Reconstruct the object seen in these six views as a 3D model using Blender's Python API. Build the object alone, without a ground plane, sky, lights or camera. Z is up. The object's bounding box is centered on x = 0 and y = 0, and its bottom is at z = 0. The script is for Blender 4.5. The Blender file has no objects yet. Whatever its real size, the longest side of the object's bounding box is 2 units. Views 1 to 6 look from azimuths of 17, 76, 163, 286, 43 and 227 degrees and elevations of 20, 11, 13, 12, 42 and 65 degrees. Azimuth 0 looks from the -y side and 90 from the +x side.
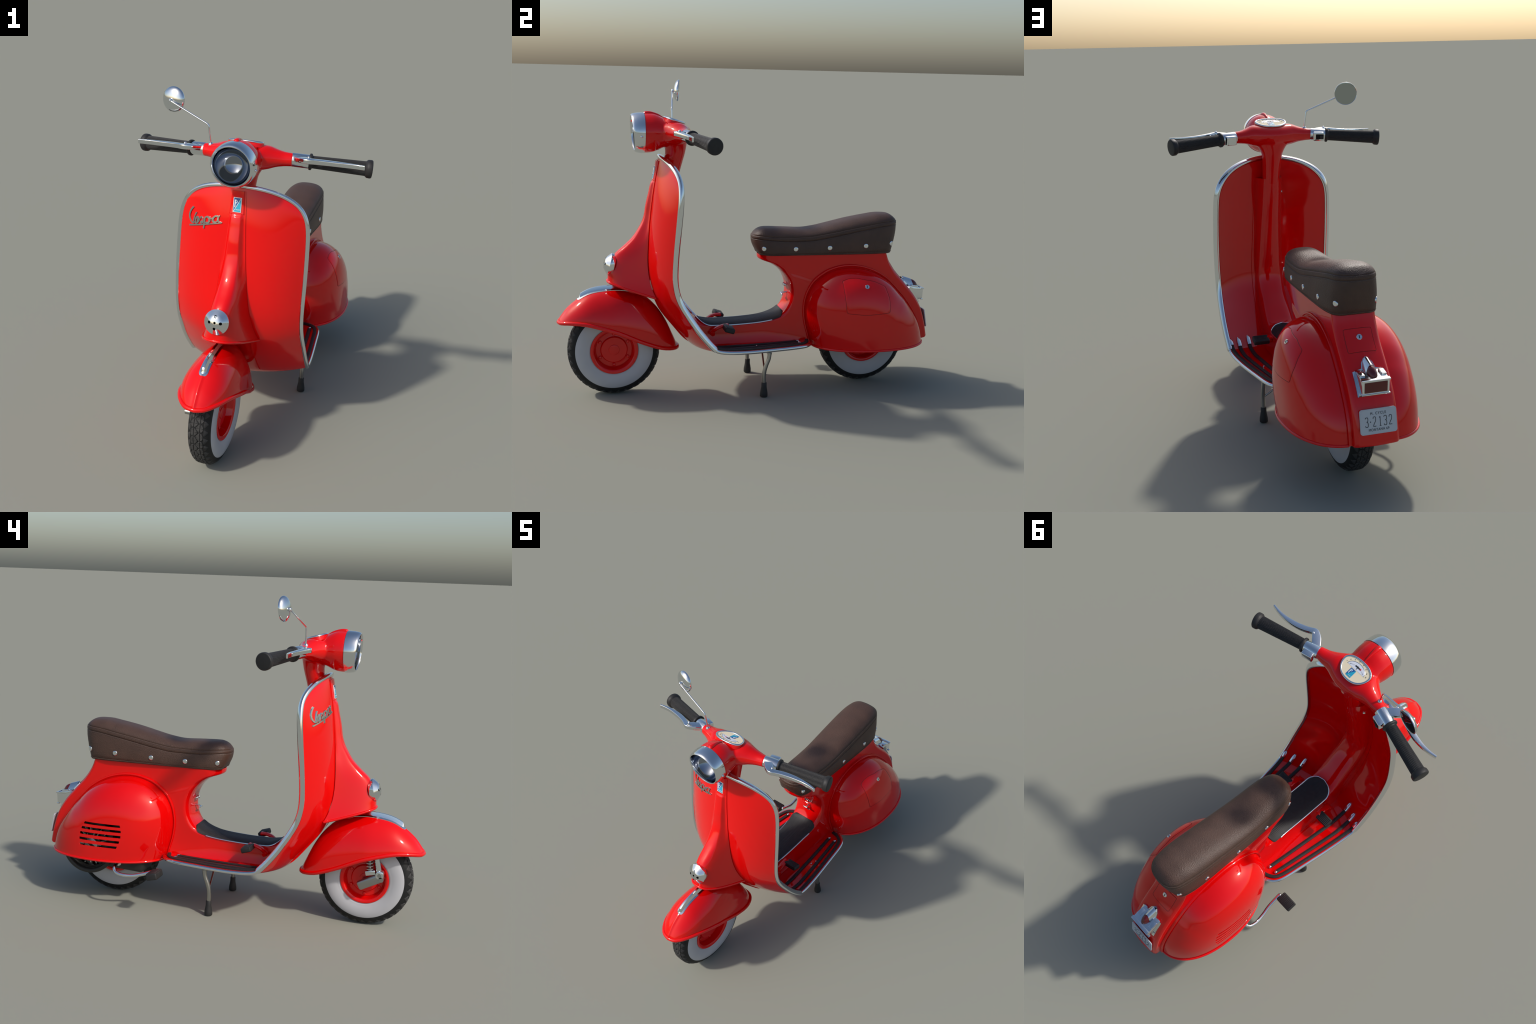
# A classic motor scooter: pressed-steel body, whitewall tyres, brown saddle, chrome trim.
import bpy, bmesh, math, random
import numpy as np
from mathutils import Vector, Matrix

random.seed(7)
rng = np.random.default_rng(7)
V = lambda *a: np.array(a, float)

# ------------------------------------------------------------------ materials
def nodes_of(name):
    m = bpy.data.materials.new(name)
    m.use_nodes = True
    nt = m.node_tree
    return m, nt, nt.nodes["Principled BSDF"]

def set_in(b, **kw):
    for k, v in kw.items():
        key = k.replace("_", " ")
        b.inputs[key].default_value = (*v, 1) if isinstance(v, tuple) and len(v) == 3 else v

def plain(name, col, rough=0.5, metal=0.0, spec=0.5, coat=0.0, noise=0.0, scale=40, bump=0.0, bump_scale=300, rough_var=0.0):
    m, nt, b = nodes_of(name)
    set_in(b, Base_Color=col, Roughness=rough, Metallic=metal, Specular_IOR_Level=spec, Coat_Weight=coat, Coat_Roughness=0.03)
    L = nt.links
    tc = nt.nodes.new("ShaderNodeTexCoord")
    if noise:
        n = nt.nodes.new("ShaderNodeTexNoise"); n.inputs["Scale"].default_value = scale; n.inputs["Detail"].default_value = 4
        L.new(tc.outputs["Object"], n.inputs["Vector"])
        r = nt.nodes.new("ShaderNodeValToRGB")
        r.color_ramp.elements[0].position, r.color_ramp.elements[1].position = 0.3, 0.7
        r.color_ramp.elements[0].color = (*[c * (1 - noise) for c in col], 1)
        r.color_ramp.elements[1].color = (*[min(1, c * (1 + noise)) for c in col], 1)
        L.new(n.outputs["Fac"], r.inputs["Fac"]); L.new(r.outputs["Color"], b.inputs["Base Color"])
    if rough_var:
        n = nt.nodes.new("ShaderNodeTexNoise"); n.inputs["Scale"].default_value = 9; n.inputs["Detail"].default_value = 5
        L.new(tc.outputs["Object"], n.inputs["Vector"])
        mr = nt.nodes.new("ShaderNodeMapRange")
        mr.inputs["To Min"].default_value, mr.inputs["To Max"].default_value = rough - rough_var, rough + rough_var
        L.new(n.outputs["Fac"], mr.inputs["Value"]); L.new(mr.outputs["Result"], b.inputs["Roughness"])
    if bump:
        n = nt.nodes.new("ShaderNodeTexNoise"); n.inputs["Scale"].default_value = bump_scale; n.inputs["Detail"].default_value = 3
        L.new(tc.outputs["Object"], n.inputs["Vector"])
        bp = nt.nodes.new("ShaderNodeBump"); bp.inputs["Strength"].default_value = bump; bp.inputs["Distance"].default_value = 0.001
        L.new(n.outputs["Fac"], bp.inputs["Height"]); L.new(bp.outputs["Normal"], b.inputs["Normal"])
    return m

RED = plain("red_paint", (0.72, 0.0015, 0.0015), 0.06, spec=0.5, coat=0.0, rough_var=0.015)
CHROME = plain("chrome", (0.74, 0.77, 0.78), 0.10, metal=1.0, rough_var=0.03)
STEEL = plain("dull_steel", (0.40, 0.40, 0.38), 0.3, metal=1.0, rough_var=0.06)
LETTER = plain("brushed_letter_metal", (0.60, 0.62, 0.61), 0.16, metal=1.0, rough_var=0.03)
RUBBER = plain("black_rubber", (0.022, 0.021, 0.021), 0.55, spec=0.35, noise=0.15, scale=60, bump=0.15)
TYRE = plain("tyre_rubber", (0.012, 0.012, 0.012), 0.6, spec=0.3, noise=0.2, scale=50, bump=0.1)
TREAD = plain("tread_rubber", (0.042, 0.041, 0.040), 0.65, spec=0.3, noise=0.2, scale=80, bump=0.15)
WHITE = plain("whitewall_rubber", (0.47, 0.465, 0.48), 0.45, spec=0.4, noise=0.02, scale=20)  # white lowered to grey, a compromise between the tyre's shaded and sunlit sides
BLACK = plain("black_engine_paint", (0.022, 0.021, 0.019), 0.45, spec=0.4)
DARK = plain("dark_cavity", (0.006, 0.006, 0.006), 0.7, spec=0.2)
GAP_SHADE = plain("painted_gap_shadow", (0.10, 0.002, 0.002), 0.6)
CREAM = plain("cream_dial", (0.86, 0.74, 0.52), 0.7, spec=0.1)
DIALWHITE = plain("white_dial", (0.75, 0.77, 0.83), 0.4)
INK = plain("black_ink", (0.012, 0.012, 0.014), 0.5)
REDINK = plain("red_ink", (0.65, 0.01, 0.012), 0.4)
NAVY = plain("navy_enamel", (0.022, 0.115, 0.33), 0.2)
CYAN = plain("cyan_enamel", (0.03, 0.38, 0.55), 0.2)
ENAMEL = plain("white_enamel", (0.82, 0.82, 0.80), 0.25)
PLATE = plain("plate_paint", (0.50, 0.53, 0.56), 0.3, noise=0.03, scale=15)
PLATEINK = plain("plate_ink", (0.03, 0.034, 0.04), 0.5)
REDLENS = plain("red_lens", (0.11, 0.006, 0.006), 0.12, spec=0.6)
FANMETAL = plain("fan_metal", (0.72, 0.72, 0.70), 0.35, metal=0.6)
MIRRORGLASS = plain("mirror_glass", (0.38, 0.42, 0.41), 0.02, metal=1.0)
THREAD = plain("stitch_thread", (0.13, 0.09, 0.07), 0.7)

def leather():
    m, nt, b = nodes_of("brown_leather")
    L = nt.links
    set_in(b, Roughness=0.5, Specular_IOR_Level=0.4)
    tc = nt.nodes.new("ShaderNodeTexCoord")
    n = nt.nodes.new("ShaderNodeTexNoise"); n.inputs["Scale"].default_value = 14; n.inputs["Detail"].default_value = 5
    L.new(tc.outputs["Object"], n.inputs["Vector"])
    r = nt.nodes.new("ShaderNodeValToRGB")
    r.color_ramp.elements[0].position, r.color_ramp.elements[1].position = 0.3, 0.72
    r.color_ramp.elements[0].color = (0.062, 0.034, 0.024, 1)
    r.color_ramp.elements[1].color = (0.080, 0.043, 0.030, 1)
    L.new(n.outputs["Fac"], r.inputs["Fac"]); L.new(r.outputs["Color"], b.inputs["Base Color"])
    vo = nt.nodes.new("ShaderNodeTexVoronoi"); vo.inputs["Scale"].default_value = 240
    wn = nt.nodes.new("ShaderNodeTexNoise"); wn.inputs["Scale"].default_value = 160; wn.inputs["Detail"].default_value = 4
    L.new(tc.outputs["Object"], vo.inputs["Vector"]); L.new(tc.outputs["Object"], wn.inputs["Vector"])
    ad = nt.nodes.new("ShaderNodeMath"); ad.operation = "ADD"
    L.new(vo.outputs["Distance"], ad.inputs[0]); L.new(wn.outputs["Fac"], ad.inputs[1])
    bp = nt.nodes.new("ShaderNodeBump"); bp.inputs["Strength"].default_value = 0.42; bp.inputs["Distance"].default_value = 0.002
    L.new(ad.outputs[0], bp.inputs["Height"]); L.new(bp.outputs["Normal"], b.inputs["Normal"])
    return m
LEATHER = leather()

BOWL = plain("lamp_reflector", (0.27, 0.30, 0.35), 0.07, metal=1.0)  # metal colour darkened and blued to paint in the bowl's dim repeated reflections

# ------------------------------------------------------------------ geometry helpers
def hermite(keys, vals, q):
    """smooth interpolation through (keys, vals); vals may be vectors; monotone-limited slopes"""
    k = np.asarray(keys, float); v = np.asarray(vals, float)
    one = v.ndim == 1
    if one: v = v[:, None]
    q = np.clip(np.atleast_1d(np.asarray(q, float)), k[0], k[-1])
    h = np.diff(k)[:, None]; d = np.diff(v, axis=0) / h
    m = np.zeros_like(v)
    m[0], m[-1] = d[0], d[-1]
    if len(k) > 2:
        w1, w2 = 2 * h[1:] + h[:-1], h[1:] + 2 * h[:-1]
        same = d[:-1] * d[1:] > 0
        with np.errstate(divide="ignore", invalid="ignore"):
            hm = (w1 + w2) / (w1 / d[:-1] + w2 / d[1:])
        m[1:-1] = np.where(same, hm, 0.0)
    i = np.clip(np.searchsorted(k, q, side="right") - 1, 0, len(k) - 2)
    t = ((q - k[i]) / (k[i + 1] - k[i]))[:, None]; hh = h[i]
    out = ((1 + 2 * t) * (1 - t) ** 2 * v[i] + t * (1 - t) ** 2 * hh * m[i] + t * t * (3 - 2 * t) * v[i + 1] + t * t * (t - 1) * hh * m[i + 1])
    return out[:, 0] if one else out

def tab(pairs, q):
    p = sorted(pairs)
    r = hermite([a for a, _ in p], [b for _, b in p], q)
    return float(r[0]) if np.ndim(q) == 0 else r

def spline(pts, n, closed=False, keys=None, q=None):
    """Catmull-Rom (non-uniform) curve through points, n samples"""
    p = np.asarray(pts, float)
    if closed:
        p = np.vstack([p[-2:], p, p[:3]])
    if keys is None:
        dl = np.maximum(np.linalg.norm(np.diff(p, axis=0), axis=1), 1e-9) ** 0.5
        k = np.concatenate([[0], np.cumsum(dl)])
    else:
        k = np.asarray(keys, float)
    m = np.zeros_like(p)
    d = np.diff(p, axis=0) / np.diff(k)[:, None]
    m[0], m[-1] = d[0], d[-1]
    h = np.diff(k)[:, None]
    m[1:-1] = (h[1:] * d[:-1] + h[:-1] * d[1:]) / (h[1:] + h[:-1])
    if q is not None:
        q = np.asarray(q, float)
    elif closed:
        q = np.linspace(k[2], k[-3], n, endpoint=False)
    else:
        q = np.linspace(k[0], k[-1], n)
    i = np.clip(np.searchsorted(k, q, side="right") - 1, 0, len(k) - 2)
    t = ((q - k[i]) / (k[i + 1] - k[i]))[:, None]; hh = h[i]
    return ((1 + 2 * t) * (1 - t) ** 2 * p[i] + t * (1 - t) ** 2 * hh * m[i] + t * t * (3 - 2 * t) * p[i + 1] + t * t * (t - 1) * hh * m[i + 1])

def even(path, n, closed=False):
    p = np.asarray(path, float)
    if closed: p = np.vstack([p, p[:1]])
    s = np.concatenate([[0], np.cumsum(np.linalg.norm(np.diff(p, axis=0), axis=1))])
    q = np.linspace(0, s[-1], n, endpoint=not closed)
    return np.stack([np.interp(q, s, p[:, i]) for i in range(p.shape[1])], 1)

class Geo:
    """collects vertices and faces of several pieces"""
    def __init__(self): self.v, self.f, self.n = [], [], 0
    def add(self, verts, faces):
        verts = np.asarray(verts, float).reshape(-1, 3)
        self.v.append(verts); self.f += [tuple(i + self.n for i in f) for f in faces]; self.n += len(verts)
        return self
    def join(self, other, M=None):
        vs = np.vstack(other.v)
        if M is not None:
            A = np.array(M); vs = vs @ A[:3, :3].T + A[:3, 3]
        return self.add(vs, other.f)
    def verts(self): return np.vstack(self.v)

def grid_faces(m, n, cu=False, cv=False, flip=False):
    fs = []
    for i in range(m - (0 if cu else 1)):
        for j in range(n - (0 if cv else 1)):
            a, b, c, d = i * n + j, i * n + (j + 1) % n, ((i + 1) % m) * n + (j + 1) % n, ((i + 1) % m) * n + j
            fs.append((a, d, c, b) if flip else (a, b, c, d))
    return fs

def grid(P, cu=False, cv=False, flip=False):
    m, n = P.shape[:2]
    return Geo().add(P.reshape(-1, 3), grid_faces(m, n, cu, cv, flip))

def grid_normals(P):
    du, dv = np.gradient(P, axis=0), np.gradient(P, axis=1)
    n = np.cross(du, dv)
    return n / np.maximum(np.linalg.norm(n, axis=2, keepdims=True), 1e-12)

def shell(P, Q):
    """closed sheet between two grids of the same shape (outer P, inner Q)"""
    m, n = P.shape[:2]
    g = Geo().add(np.vstack([P.reshape(-1, 3), Q.reshape(-1, 3)]), grid_faces(m, n) + [tuple(i + m * n for i in f) for f in grid_faces(m, n, flip=True)])
    k = m * n
    ring = [j for j in range(n)] + [i * n + n - 1 for i in range(1, m)] + [(m - 1) * n + j for j in range(n - 2, -1, -1)] + [i * n for i in range(m - 2, 0, -1)]
    g.f += [(a, a + k, b + k, b) for a, b in zip(ring, ring[1:] + ring[:1])]
    return g

def frames(path, up=None, closed=False):
    p = np.asarray(path, float)
    if closed: t = np.roll(p, -1, 0) - np.roll(p, 1, 0)
    else: t = np.gradient(p, axis=0)
    t /= np.maximum(np.linalg.norm(t, axis=1, keepdims=True), 1e-12)
    N = np.zeros_like(p)
    if up is not None:
        u = np.broadcast_to(np.asarray(up, float), p.shape)
        N = u - (u * t).sum(1, keepdims=True) * t
        N /= np.maximum(np.linalg.norm(N, axis=1, keepdims=True), 1e-12)
    else:
        a = V(0, 0, 1) if abs(t[0][2]) < 0.9 else V(1, 0, 0)
        n = a - a.dot(t[0]) * t[0]; n /= np.linalg.norm(n)
        for i in range(len(p)):
            n = n - n.dot(t[i]) * t[i]; n /= np.linalg.norm(n); N[i] = n
    return t, N, np.cross(t, N)

def tube(path, r, seg=14, up=None, closed=False, rb=None, caps=True, power=2.0):
    """swept (super)ellipse: r along 'up', rb along the binormal; both may vary along the path"""
    p = np.asarray(path, float); n = len(p)
    r = np.broadcast_to(np.asarray(r, float), (n,)); rb = r if rb is None else np.broadcast_to(np.asarray(rb, float), (n,))
    t, N, B = frames(p, up, closed)
    a = np.linspace(0, 2 * math.pi, seg, endpoint=False)
    e = 2.0 / power
    c, s = np.sign(np.cos(a)) * np.abs(np.cos(a)) ** e, np.sign(np.sin(a)) * np.abs(np.sin(a)) ** e
    P = p[:, None] + N[:, None] * (r[:, None] * c)[..., None] + B[:, None] * (rb[:, None] * s)[..., None]
    g = grid(P, cu=closed, cv=True)
    if caps and not closed:
        g.f.append(tuple(range(seg))[::-1] if False else tuple(range(seg - 1, -1, -1)))
        g.f.append(tuple((n - 1) * seg + j for j in range(seg)))
    return g

def rounded_ends(path, r, k=4):
    """radii and points so a tube closes with a rounded end"""
    p = np.asarray(path, float)
    d0, d1 = p[0] - p[1], p[-1] - p[-2]
    d0 /= np.linalg.norm(d0); d1 /= np.linalg.norm(d1)
    a = np.linspace(0, math.pi / 2 * 0.96, k + 1)[1:]
    head = [p[0] + d0 * r * math.sin(x) for x in a][::-1]; tail = [p[-1] + d1 * r * math.sin(x) for x in a]
    rad = [r * math.cos(x) for x in a]
    return np.vstack([head, p, tail]), np.array(rad[::-1] + [r] * len(p) + rad)

def lathe(profile, origin, axis, seg=48, closed=False):
    """profile: (distance along axis, radius)"""
    o = V(*origin); ax = V(*axis); ax /= np.linalg.norm(ax)
    h = V(0, 0, 1) if abs(ax[2]) < 0.9 else V(0, 1, 0)
    u = h - h.dot(ax) * ax; u /= np.linalg.norm(u); w = np.cross(ax, u)
    a = np.linspace(0, 2 * math.pi, seg, endpoint=False)
    P = np.array([[o + ax * d + (u * math.cos(x) + w * math.sin(x)) * max(r, 1e-5) for x in a] for d, r in profile])
    return grid(P, cu=closed, cv=True, flip=True)

def box(size, bevel=0.004, seg=3):
    bm = bmesh.new(); bmesh.ops.create_cube(bm, size=1.0)
    bmesh.ops.scale(bm, vec=size, verts=bm.verts)
    if bevel: bmesh.ops.bevel(bm, geom=list(bm.edges), offset=bevel, segments=seg, affect="EDGES", profile=0.5)
    bm.verts.index_update()
    g = Geo().add([v.co[:] for v in bm.verts], [tuple(v.index for v in f.verts) for f in bm.faces]); bm.free()
    return g

def ball(r, n=16, m=10):
    P = np.array([[(r[0] * math.sin(b) * math.cos(a), r[1] * math.sin(b) * math.sin(a), r[2] * math.cos(b)) for a in np.linspace(0, 2 * math.pi, n, endpoint=False)] for b in np.linspace(0.02, math.pi - 0.02, m)])
    g = grid(P, cv=True); g.f += [tuple(range(n))[::-1], tuple((m - 1) * n + j for j in range(n))]
    return g

def prism(outline, normal_fn):
    """outline: list of 3d points on a surface; extruded along per-point offset pairs"""
    a, b = normal_fn
    n = len(outline)
    top, bot = np.asarray(a), np.asarray(b)
    return Geo().add(np.vstack([top, bot]), [tuple(range(n)), tuple(range(2 * n - 1, n - 1, -1))] + [(i, i + n, (i + 1) % n + n, (i + 1) % n) for i in range(n)])

def pose(loc, x=None, y=None, z=None):
    """matrix with two given axes (third by cross product)"""
    u = lambda a: V(*a) / np.linalg.norm(V(*a))
    if x is not None and z is not None:
        z = u(z); x = V(*x) - V(*x).dot(z) * z; x = u(x); y = np.cross(z, x)
    elif y is not None and z is not None:
        z = u(z); y = V(*y) - V(*y).dot(z) * z; y = u(y); x = np.cross(y, z)
    else:
        x = u(x); y = V(*y) - V(*y).dot(x) * x; y = u(y); z = np.cross(x, y)
    M = np.eye(4); M[:3, 0], M[:3, 1], M[:3, 2], M[:3, 3] = x, y, z, loc
    return M

ROOT = bpy.data.objects.new("motor_scooter", None)
bpy.context.scene.collection.objects.link(ROOT)
ROOT["label"] = "classic red motor scooter with whitewall tyres, brown saddle, chrome trim"
ROOT["category"] = "motor scooter"

def mesh_of(name, g, mat, angle=40, normals=True):
    me = bpy.data.meshes.new(name)
    me.from_pydata([tuple(v) for v in g.verts()], [], g.f)
    me.validate()
    if normals:
        bm = bmesh.new(); bm.from_mesh(me)
        bmesh.ops.remove_doubles(bm, verts=bm.verts, dist=1e-6)
        bmesh.ops.recalc_face_normals(bm, faces=bm.faces)
        bm.to_mesh(me); bm.free()
    for m in (mat if isinstance(mat, list) else [mat]): me.materials.append(m)
    me.polygons.foreach_set("use_smooth", [True] * len(me.polygons))
    if angle: me.set_sharp_from_angle(angle=math.radians(angle))
    me.update()
    return me

def put(name, g, mat, parent=None, angle=40, M=None, stuff=False):
    me = g if isinstance(g, bpy.types.Mesh) else mesh_of(name, g, mat, angle)
    o = bpy.data.objects.new(name, me)
    bpy.context.scene.collection.objects.link(o)
    o.parent = parent or ROOT
    if M is not None: o.matrix_local = Matrix([list(r) for r in M])
    if stuff: o["kind"] = "stuff"
    return o

def bake(o):
    """apply modifiers"""
    bpy.context.view_layer.update()
    dg = bpy.context.evaluated_depsgraph_get()
    me = bpy.data.meshes.new_from_object(o.evaluated_get(dg))
    old = o.data; o.modifiers.clear(); o.data = me
    bpy.data.meshes.remove(old)
    me.name = o.name
    return o

def cut(o, cutter_geo, angle=35):
    c = bpy.data.objects.new("cutter", mesh_of("cutter", cutter_geo, RED, 0))
    bpy.context.scene.collection.objects.link(c)
    md = o.modifiers.new("b", "BOOLEAN"); md.operation, md.solver, md.object = "DIFFERENCE", "EXACT", c
    md.use_self = True
    bake(o)
    me = c.data; bpy.data.objects.remove(c); bpy.data.meshes.remove(me)
    o.data.polygons.foreach_set("use_smooth", [True] * len(o.data.polygons))
    o.data.set_sharp_from_angle(angle=math.radians(angle))
    return o

def text_geo(body, size, depth, squeeze=1.0, spacing=1.0):
    cu = bpy.data.curves.new("txt", "FONT")
    cu.body, cu.size, cu.extrude, cu.align_x, cu.align_y = body, size, depth, "CENTER", "CENTER"
    cu.space_character = spacing; cu.resolution_u = 4
    o = bpy.data.objects.new("txt", cu); bpy.context.scene.collection.objects.link(o)
    bpy.context.view_layer.update()
    me = bpy.data.meshes.new_from_object(o.evaluated_get(bpy.context.evaluated_depsgraph_get()))
    g = Geo().add([(v.co[0] * squeeze, v.co[1], v.co[2]) for v in me.vertices], [tuple(p.vertices) for p in me.polygons])
    bpy.data.objects.remove(o); bpy.data.curves.remove(cu); bpy.data.meshes.remove(me)
    return g

def lookup(pts2, vals, q, k=9):
    """local linear fit of scattered samples"""
    d2 = ((pts2 - q) ** 2).sum(1)
    i = np.argpartition(d2, k)[:k]
    w = 1 / (d2[i] + 1e-6)
    A = np.c_[pts2[i] - q, np.ones(k)] * np.sqrt(w)[:, None]
    return np.linalg.lstsq(A, vals[i] * np.sqrt(w).reshape(-1, *[1] * (vals.ndim - 1)), rcond=None)[0][2]

mirror = lambda p: np.asarray(p, float) * V(-1, 1, 1)
SIDES = (1, -1)

# ------------------------------------------------------------------ leg shield and floor: one pressed sheet
EDGE = [(.268, -.408, 1.137), (.295, -.408, 1.08), (.302, -.414, 1.0), (.304, -.423, .9), (.304, -.432, .8), (.302, -.438, .7), (.300, -.437, .625),
        (.300, -.417, .545), (.302, -.372, .47), (.302, -.328, .40), (.298, -.25, .305), (.292, -.2, .273), (.275, -.07, .260), (.250, .11, .260),
        (.234, .218, .262), (.214, .267, .262), (.180, .296, .262)]
MID = [(0, -.482, 1.235), (0, -.492, 1.18), (0, -.513, 1.06), (0, -.531, .92), (0, -.541, .805), (0, -.547, .70), (0, -.543, .62),
       (0, -.526, .54), (0, -.492, .465), (0, -.439, .388), (0, -.340, .273), (0, -.27, .245), (0, -.11, .246), (0, .09, .246),
       (0, .2, .247), (0, .26, .248), (0, .296, .248)]
NR, NC = 120, 81
rk = np.linspace(0, 16, 17)
E_ = spline([(.222, -.427, 1.182)] + EDGE, NR, keys=np.concatenate([[-.8], rk]), q=np.linspace(0, 16, NR)); M_ = spline(MID, NR, keys=rk)
sc = np.linspace(-1, 1, NC)
arch = tab([(0, 0), (.276, .075), (.578, .25), (.82, .56), (.93, .79), (1, 1)], np.abs(sc))
SH = np.zeros((NR, NC, 3))
for i in range(NR):
    k = 16 * i / (NR - 1); w = min(1, max(0, (k - 6) / 3))
    a = arch * (1 - w) + np.abs(sc) ** 1.8 * w
    SH[i, :, 0] = sc * E_[i, 0]
    eo = tab([(0, 1.6), (4, 2.5), (6, 2.4), (9, 1.95), (16, 1.95)], k)
    SH[i, :, 1] = M_[i, 1] + (E_[i, 1] - M_[i, 1]) * np.abs(sc) ** eo
    SH[i, :, 2] = M_[i, 2] + (E_[i, 2] - M_[i, 2]) * a
SN = grid_normals(SH)
if SN[NR // 4, NC // 2, 1] > 0: SN = -SN
thick = 0.014
SIN = SH - SN * thick
# the inner skin is flatter than the outer one between column and edge
kr = np.linspace(0, 16, NR)
pad_in = tab([(0, 0), (1.5, .010), (3.5, .016), (5.5, .011), (8, .009), (9.5, .010), (10.6, .004), (11.5, 0), (16, 0)], kr)
SIN = SIN - SN * (pad_in[:, None] * ((1 - np.abs(sc) ** 2.4) ** 1.0)[None])[..., None]
put("leg_shield", shell(SH, SIN), RED, angle=50)
up_rows = slice(0, int(NR * 9 / 16)); low_rows = slice(int(NR * 9 / 16), NR)
_o2 = SH[up_rows].reshape(-1, 3); _i2 = SIN[low_rows].reshape(-1, 3)
shield_y = lambda x, z: float(lookup(_o2[:, [0, 2]], _o2[:, 1], V(x, z)))
floor_z = lambda x, y: float(lookup(_i2[:, [0, 1]], _i2[:, 2], V(x, y)))

# chrome edging of the shield (one strip) and of the floor (one strip per side)
jr = int(round(NR * 10.15 / 16))
mid_sheet = SH - SN * (thick * .36)
pathL = np.vstack([mid_sheet[jr:0:-1, 0], mid_sheet[0, :-1], mid_sheet[0:jr + 1, -1]])
normL = np.vstack([SN[jr:0:-1, 0], SN[0, :-1], SN[0:jr + 1, -1]])
keep = np.concatenate([[True], np.linalg.norm(np.diff(pathL, axis=0), axis=1) > 1e-4]); pathL, normL = pathL[keep], normL[keep]
both = even(np.c_[pathL, normL * .02], 300)
for _ in range(40):
    both[1:-1] = (both[:-2] + 2 * both[1:-1] + both[2:]) / 4
pathL, normL = both[:, :3], both[:, 3:]
put("edge_trim", tube(pathL, 0.0155, 18, up=normL, rb=0.0110, power=3), CHROME, angle=60)
for s in SIDES:
    c = -1 if s > 0 else 0
    p = mid_sheet[jr - 1:, c] + V(0, 0, -0.001)
    end = p[-1] + V(-s * .03, .012, 0)
    path = np.vstack([p, end]); 
    pth, rr = rounded_ends(path, 0.0095)
    put("floor_trim", tube(pth, rr, 14), CHROME, angle=60)
    # clamp sleeve where the two strips meet
    j = mid_sheet[jr - 2:jr + 2, c]
    put("trim_clamp", tube(spline(j, 6), .0145, 16, rb=.0115, up=normL[-1 if s > 0 else 0]), CHROME, angle=40)

# ------------------------------------------------------------------ horn cover running down the shield
HC_W = [(1.212, .034), (1.109, .041), (.997, .049), (.86, .061), (.76, .074), (.69, .089), (.63, .110), (.598, .127)]
HC_Y = [(1.212, -.496), (1.115, -.5115), (1.108, -.514), (1.098, -.5215), (1.05, -.533), (.987, -.548), (.934, -.5565), (.90, -.567), (.862, -.587), (.82, -.615), (.785, -.650), (.735, -.704), (.69, -.728), (.64, -.741), (.598, -.742)]
zs = np.concatenate([np.linspace(1.212, 1.12, 8), np.linspace(1.115, 1.09, 12), np.linspace(1.085, .60, 58), [.598]])
qs = np.linspace(-1, 1, 61)
def smooth(a, b, x):
    t = np.clip((x - a) / (b - a), 0, 1); return t * t * (3 - 2 * t)
HC = np.zeros((len(zs), 61, 3))
for i, z in enumerate(zs):
    w, ya = tab(HC_W, z), tab(HC_Y, z)
    low = float(smooth(.98, .70, -z + 1.68 - 0.0)) if False else float(np.clip((1.0 - z) / .30, 0, 1))
    low = low * low * (3 - 2 * low)
    drop = .072 * float(np.clip((.82 - z) / .22, 0, 1)) ** 1.3
    s = np.abs(qs)
    g_top = (1 - smooth(.45, .86, s)) * (1 - .22 * np.clip(s / .7, 0, 1) ** 2) if z < 1.112 else (1 - smooth(.72, .88, s))
    g_low = (1 - s ** 2.9) ** 1.05
    g = g_top * (1 - low) + g_low * low
    for j, q in enumerate(qs):
        x, zz = q * w, z - drop * (1 - g[j])
        yb = shield_y(x, zz) - .0035
        H = (shield_y(0, z - 0) - .0035) - ya
        HC[i, j] = (x, yb - H * g[j], zz)
HN = grid_normals(HC)
if HN[40, 30, 1] > 0: HN = -HN
cover = put("horn_cover", shell(HC, HC - HN * .006), RED, angle=50)
put("cover_lip", tube(HC[-1] + V(0, -.001, -.001), .0062, 12, up=(0, 0, 1)), RED, parent=cover, angle=60)

# perforated horn grille
hn = V(0, -.968, .25)
prof = [(-.018, .054), (.000, .0565), (.004, .0562), (.0065, .0530), (.009, .0500), (.020, .0370), (.0265, .0285), (.0295, .019), (.0305, .009), (.0306, .0001)]
G = lathe(prof, (0, -.729, .684), hn, 56)
inner = lathe([(d - .003, max(r - .002, .0001)) for d, r in prof][::-1], (0, -.729, .684), hn, 56)
gg = Geo().join(G); n0 = gg.n
gg.join(inner)
gg.f += [(j, (j + 1) % 56, n0 + 9 * 56 + (j + 1) % 56, n0 + 9 * 56 + j) for j in range(56)]
grille = put("horn_grille", gg, CHROME, angle=50)
holes = Geo()
hu = np.cross(hn, V(1, 0, 0)); hu /= np.linalg.norm(hu)
for dx, dz in ((0, 0), (.026, 0), (-.026, 0), (0, .027), (0, -.027)):
    c = V(0, -.729, .684) + V(1, 0, 0) * dx + hu * dz
    rr = .0068 if (dx or dz) else .0056
    holes.join(tube(np.array([c - hn * .0, c + hn * .06]), rr, 12))
cut(grille, holes)
put("horn_membrane", lathe([(-.006, .0001), (-.006, .050), (.004, .048), (.012, .038), (.014, .0001)], (0, -.729, .684), hn, 24), DARK, parent=cover)

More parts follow.
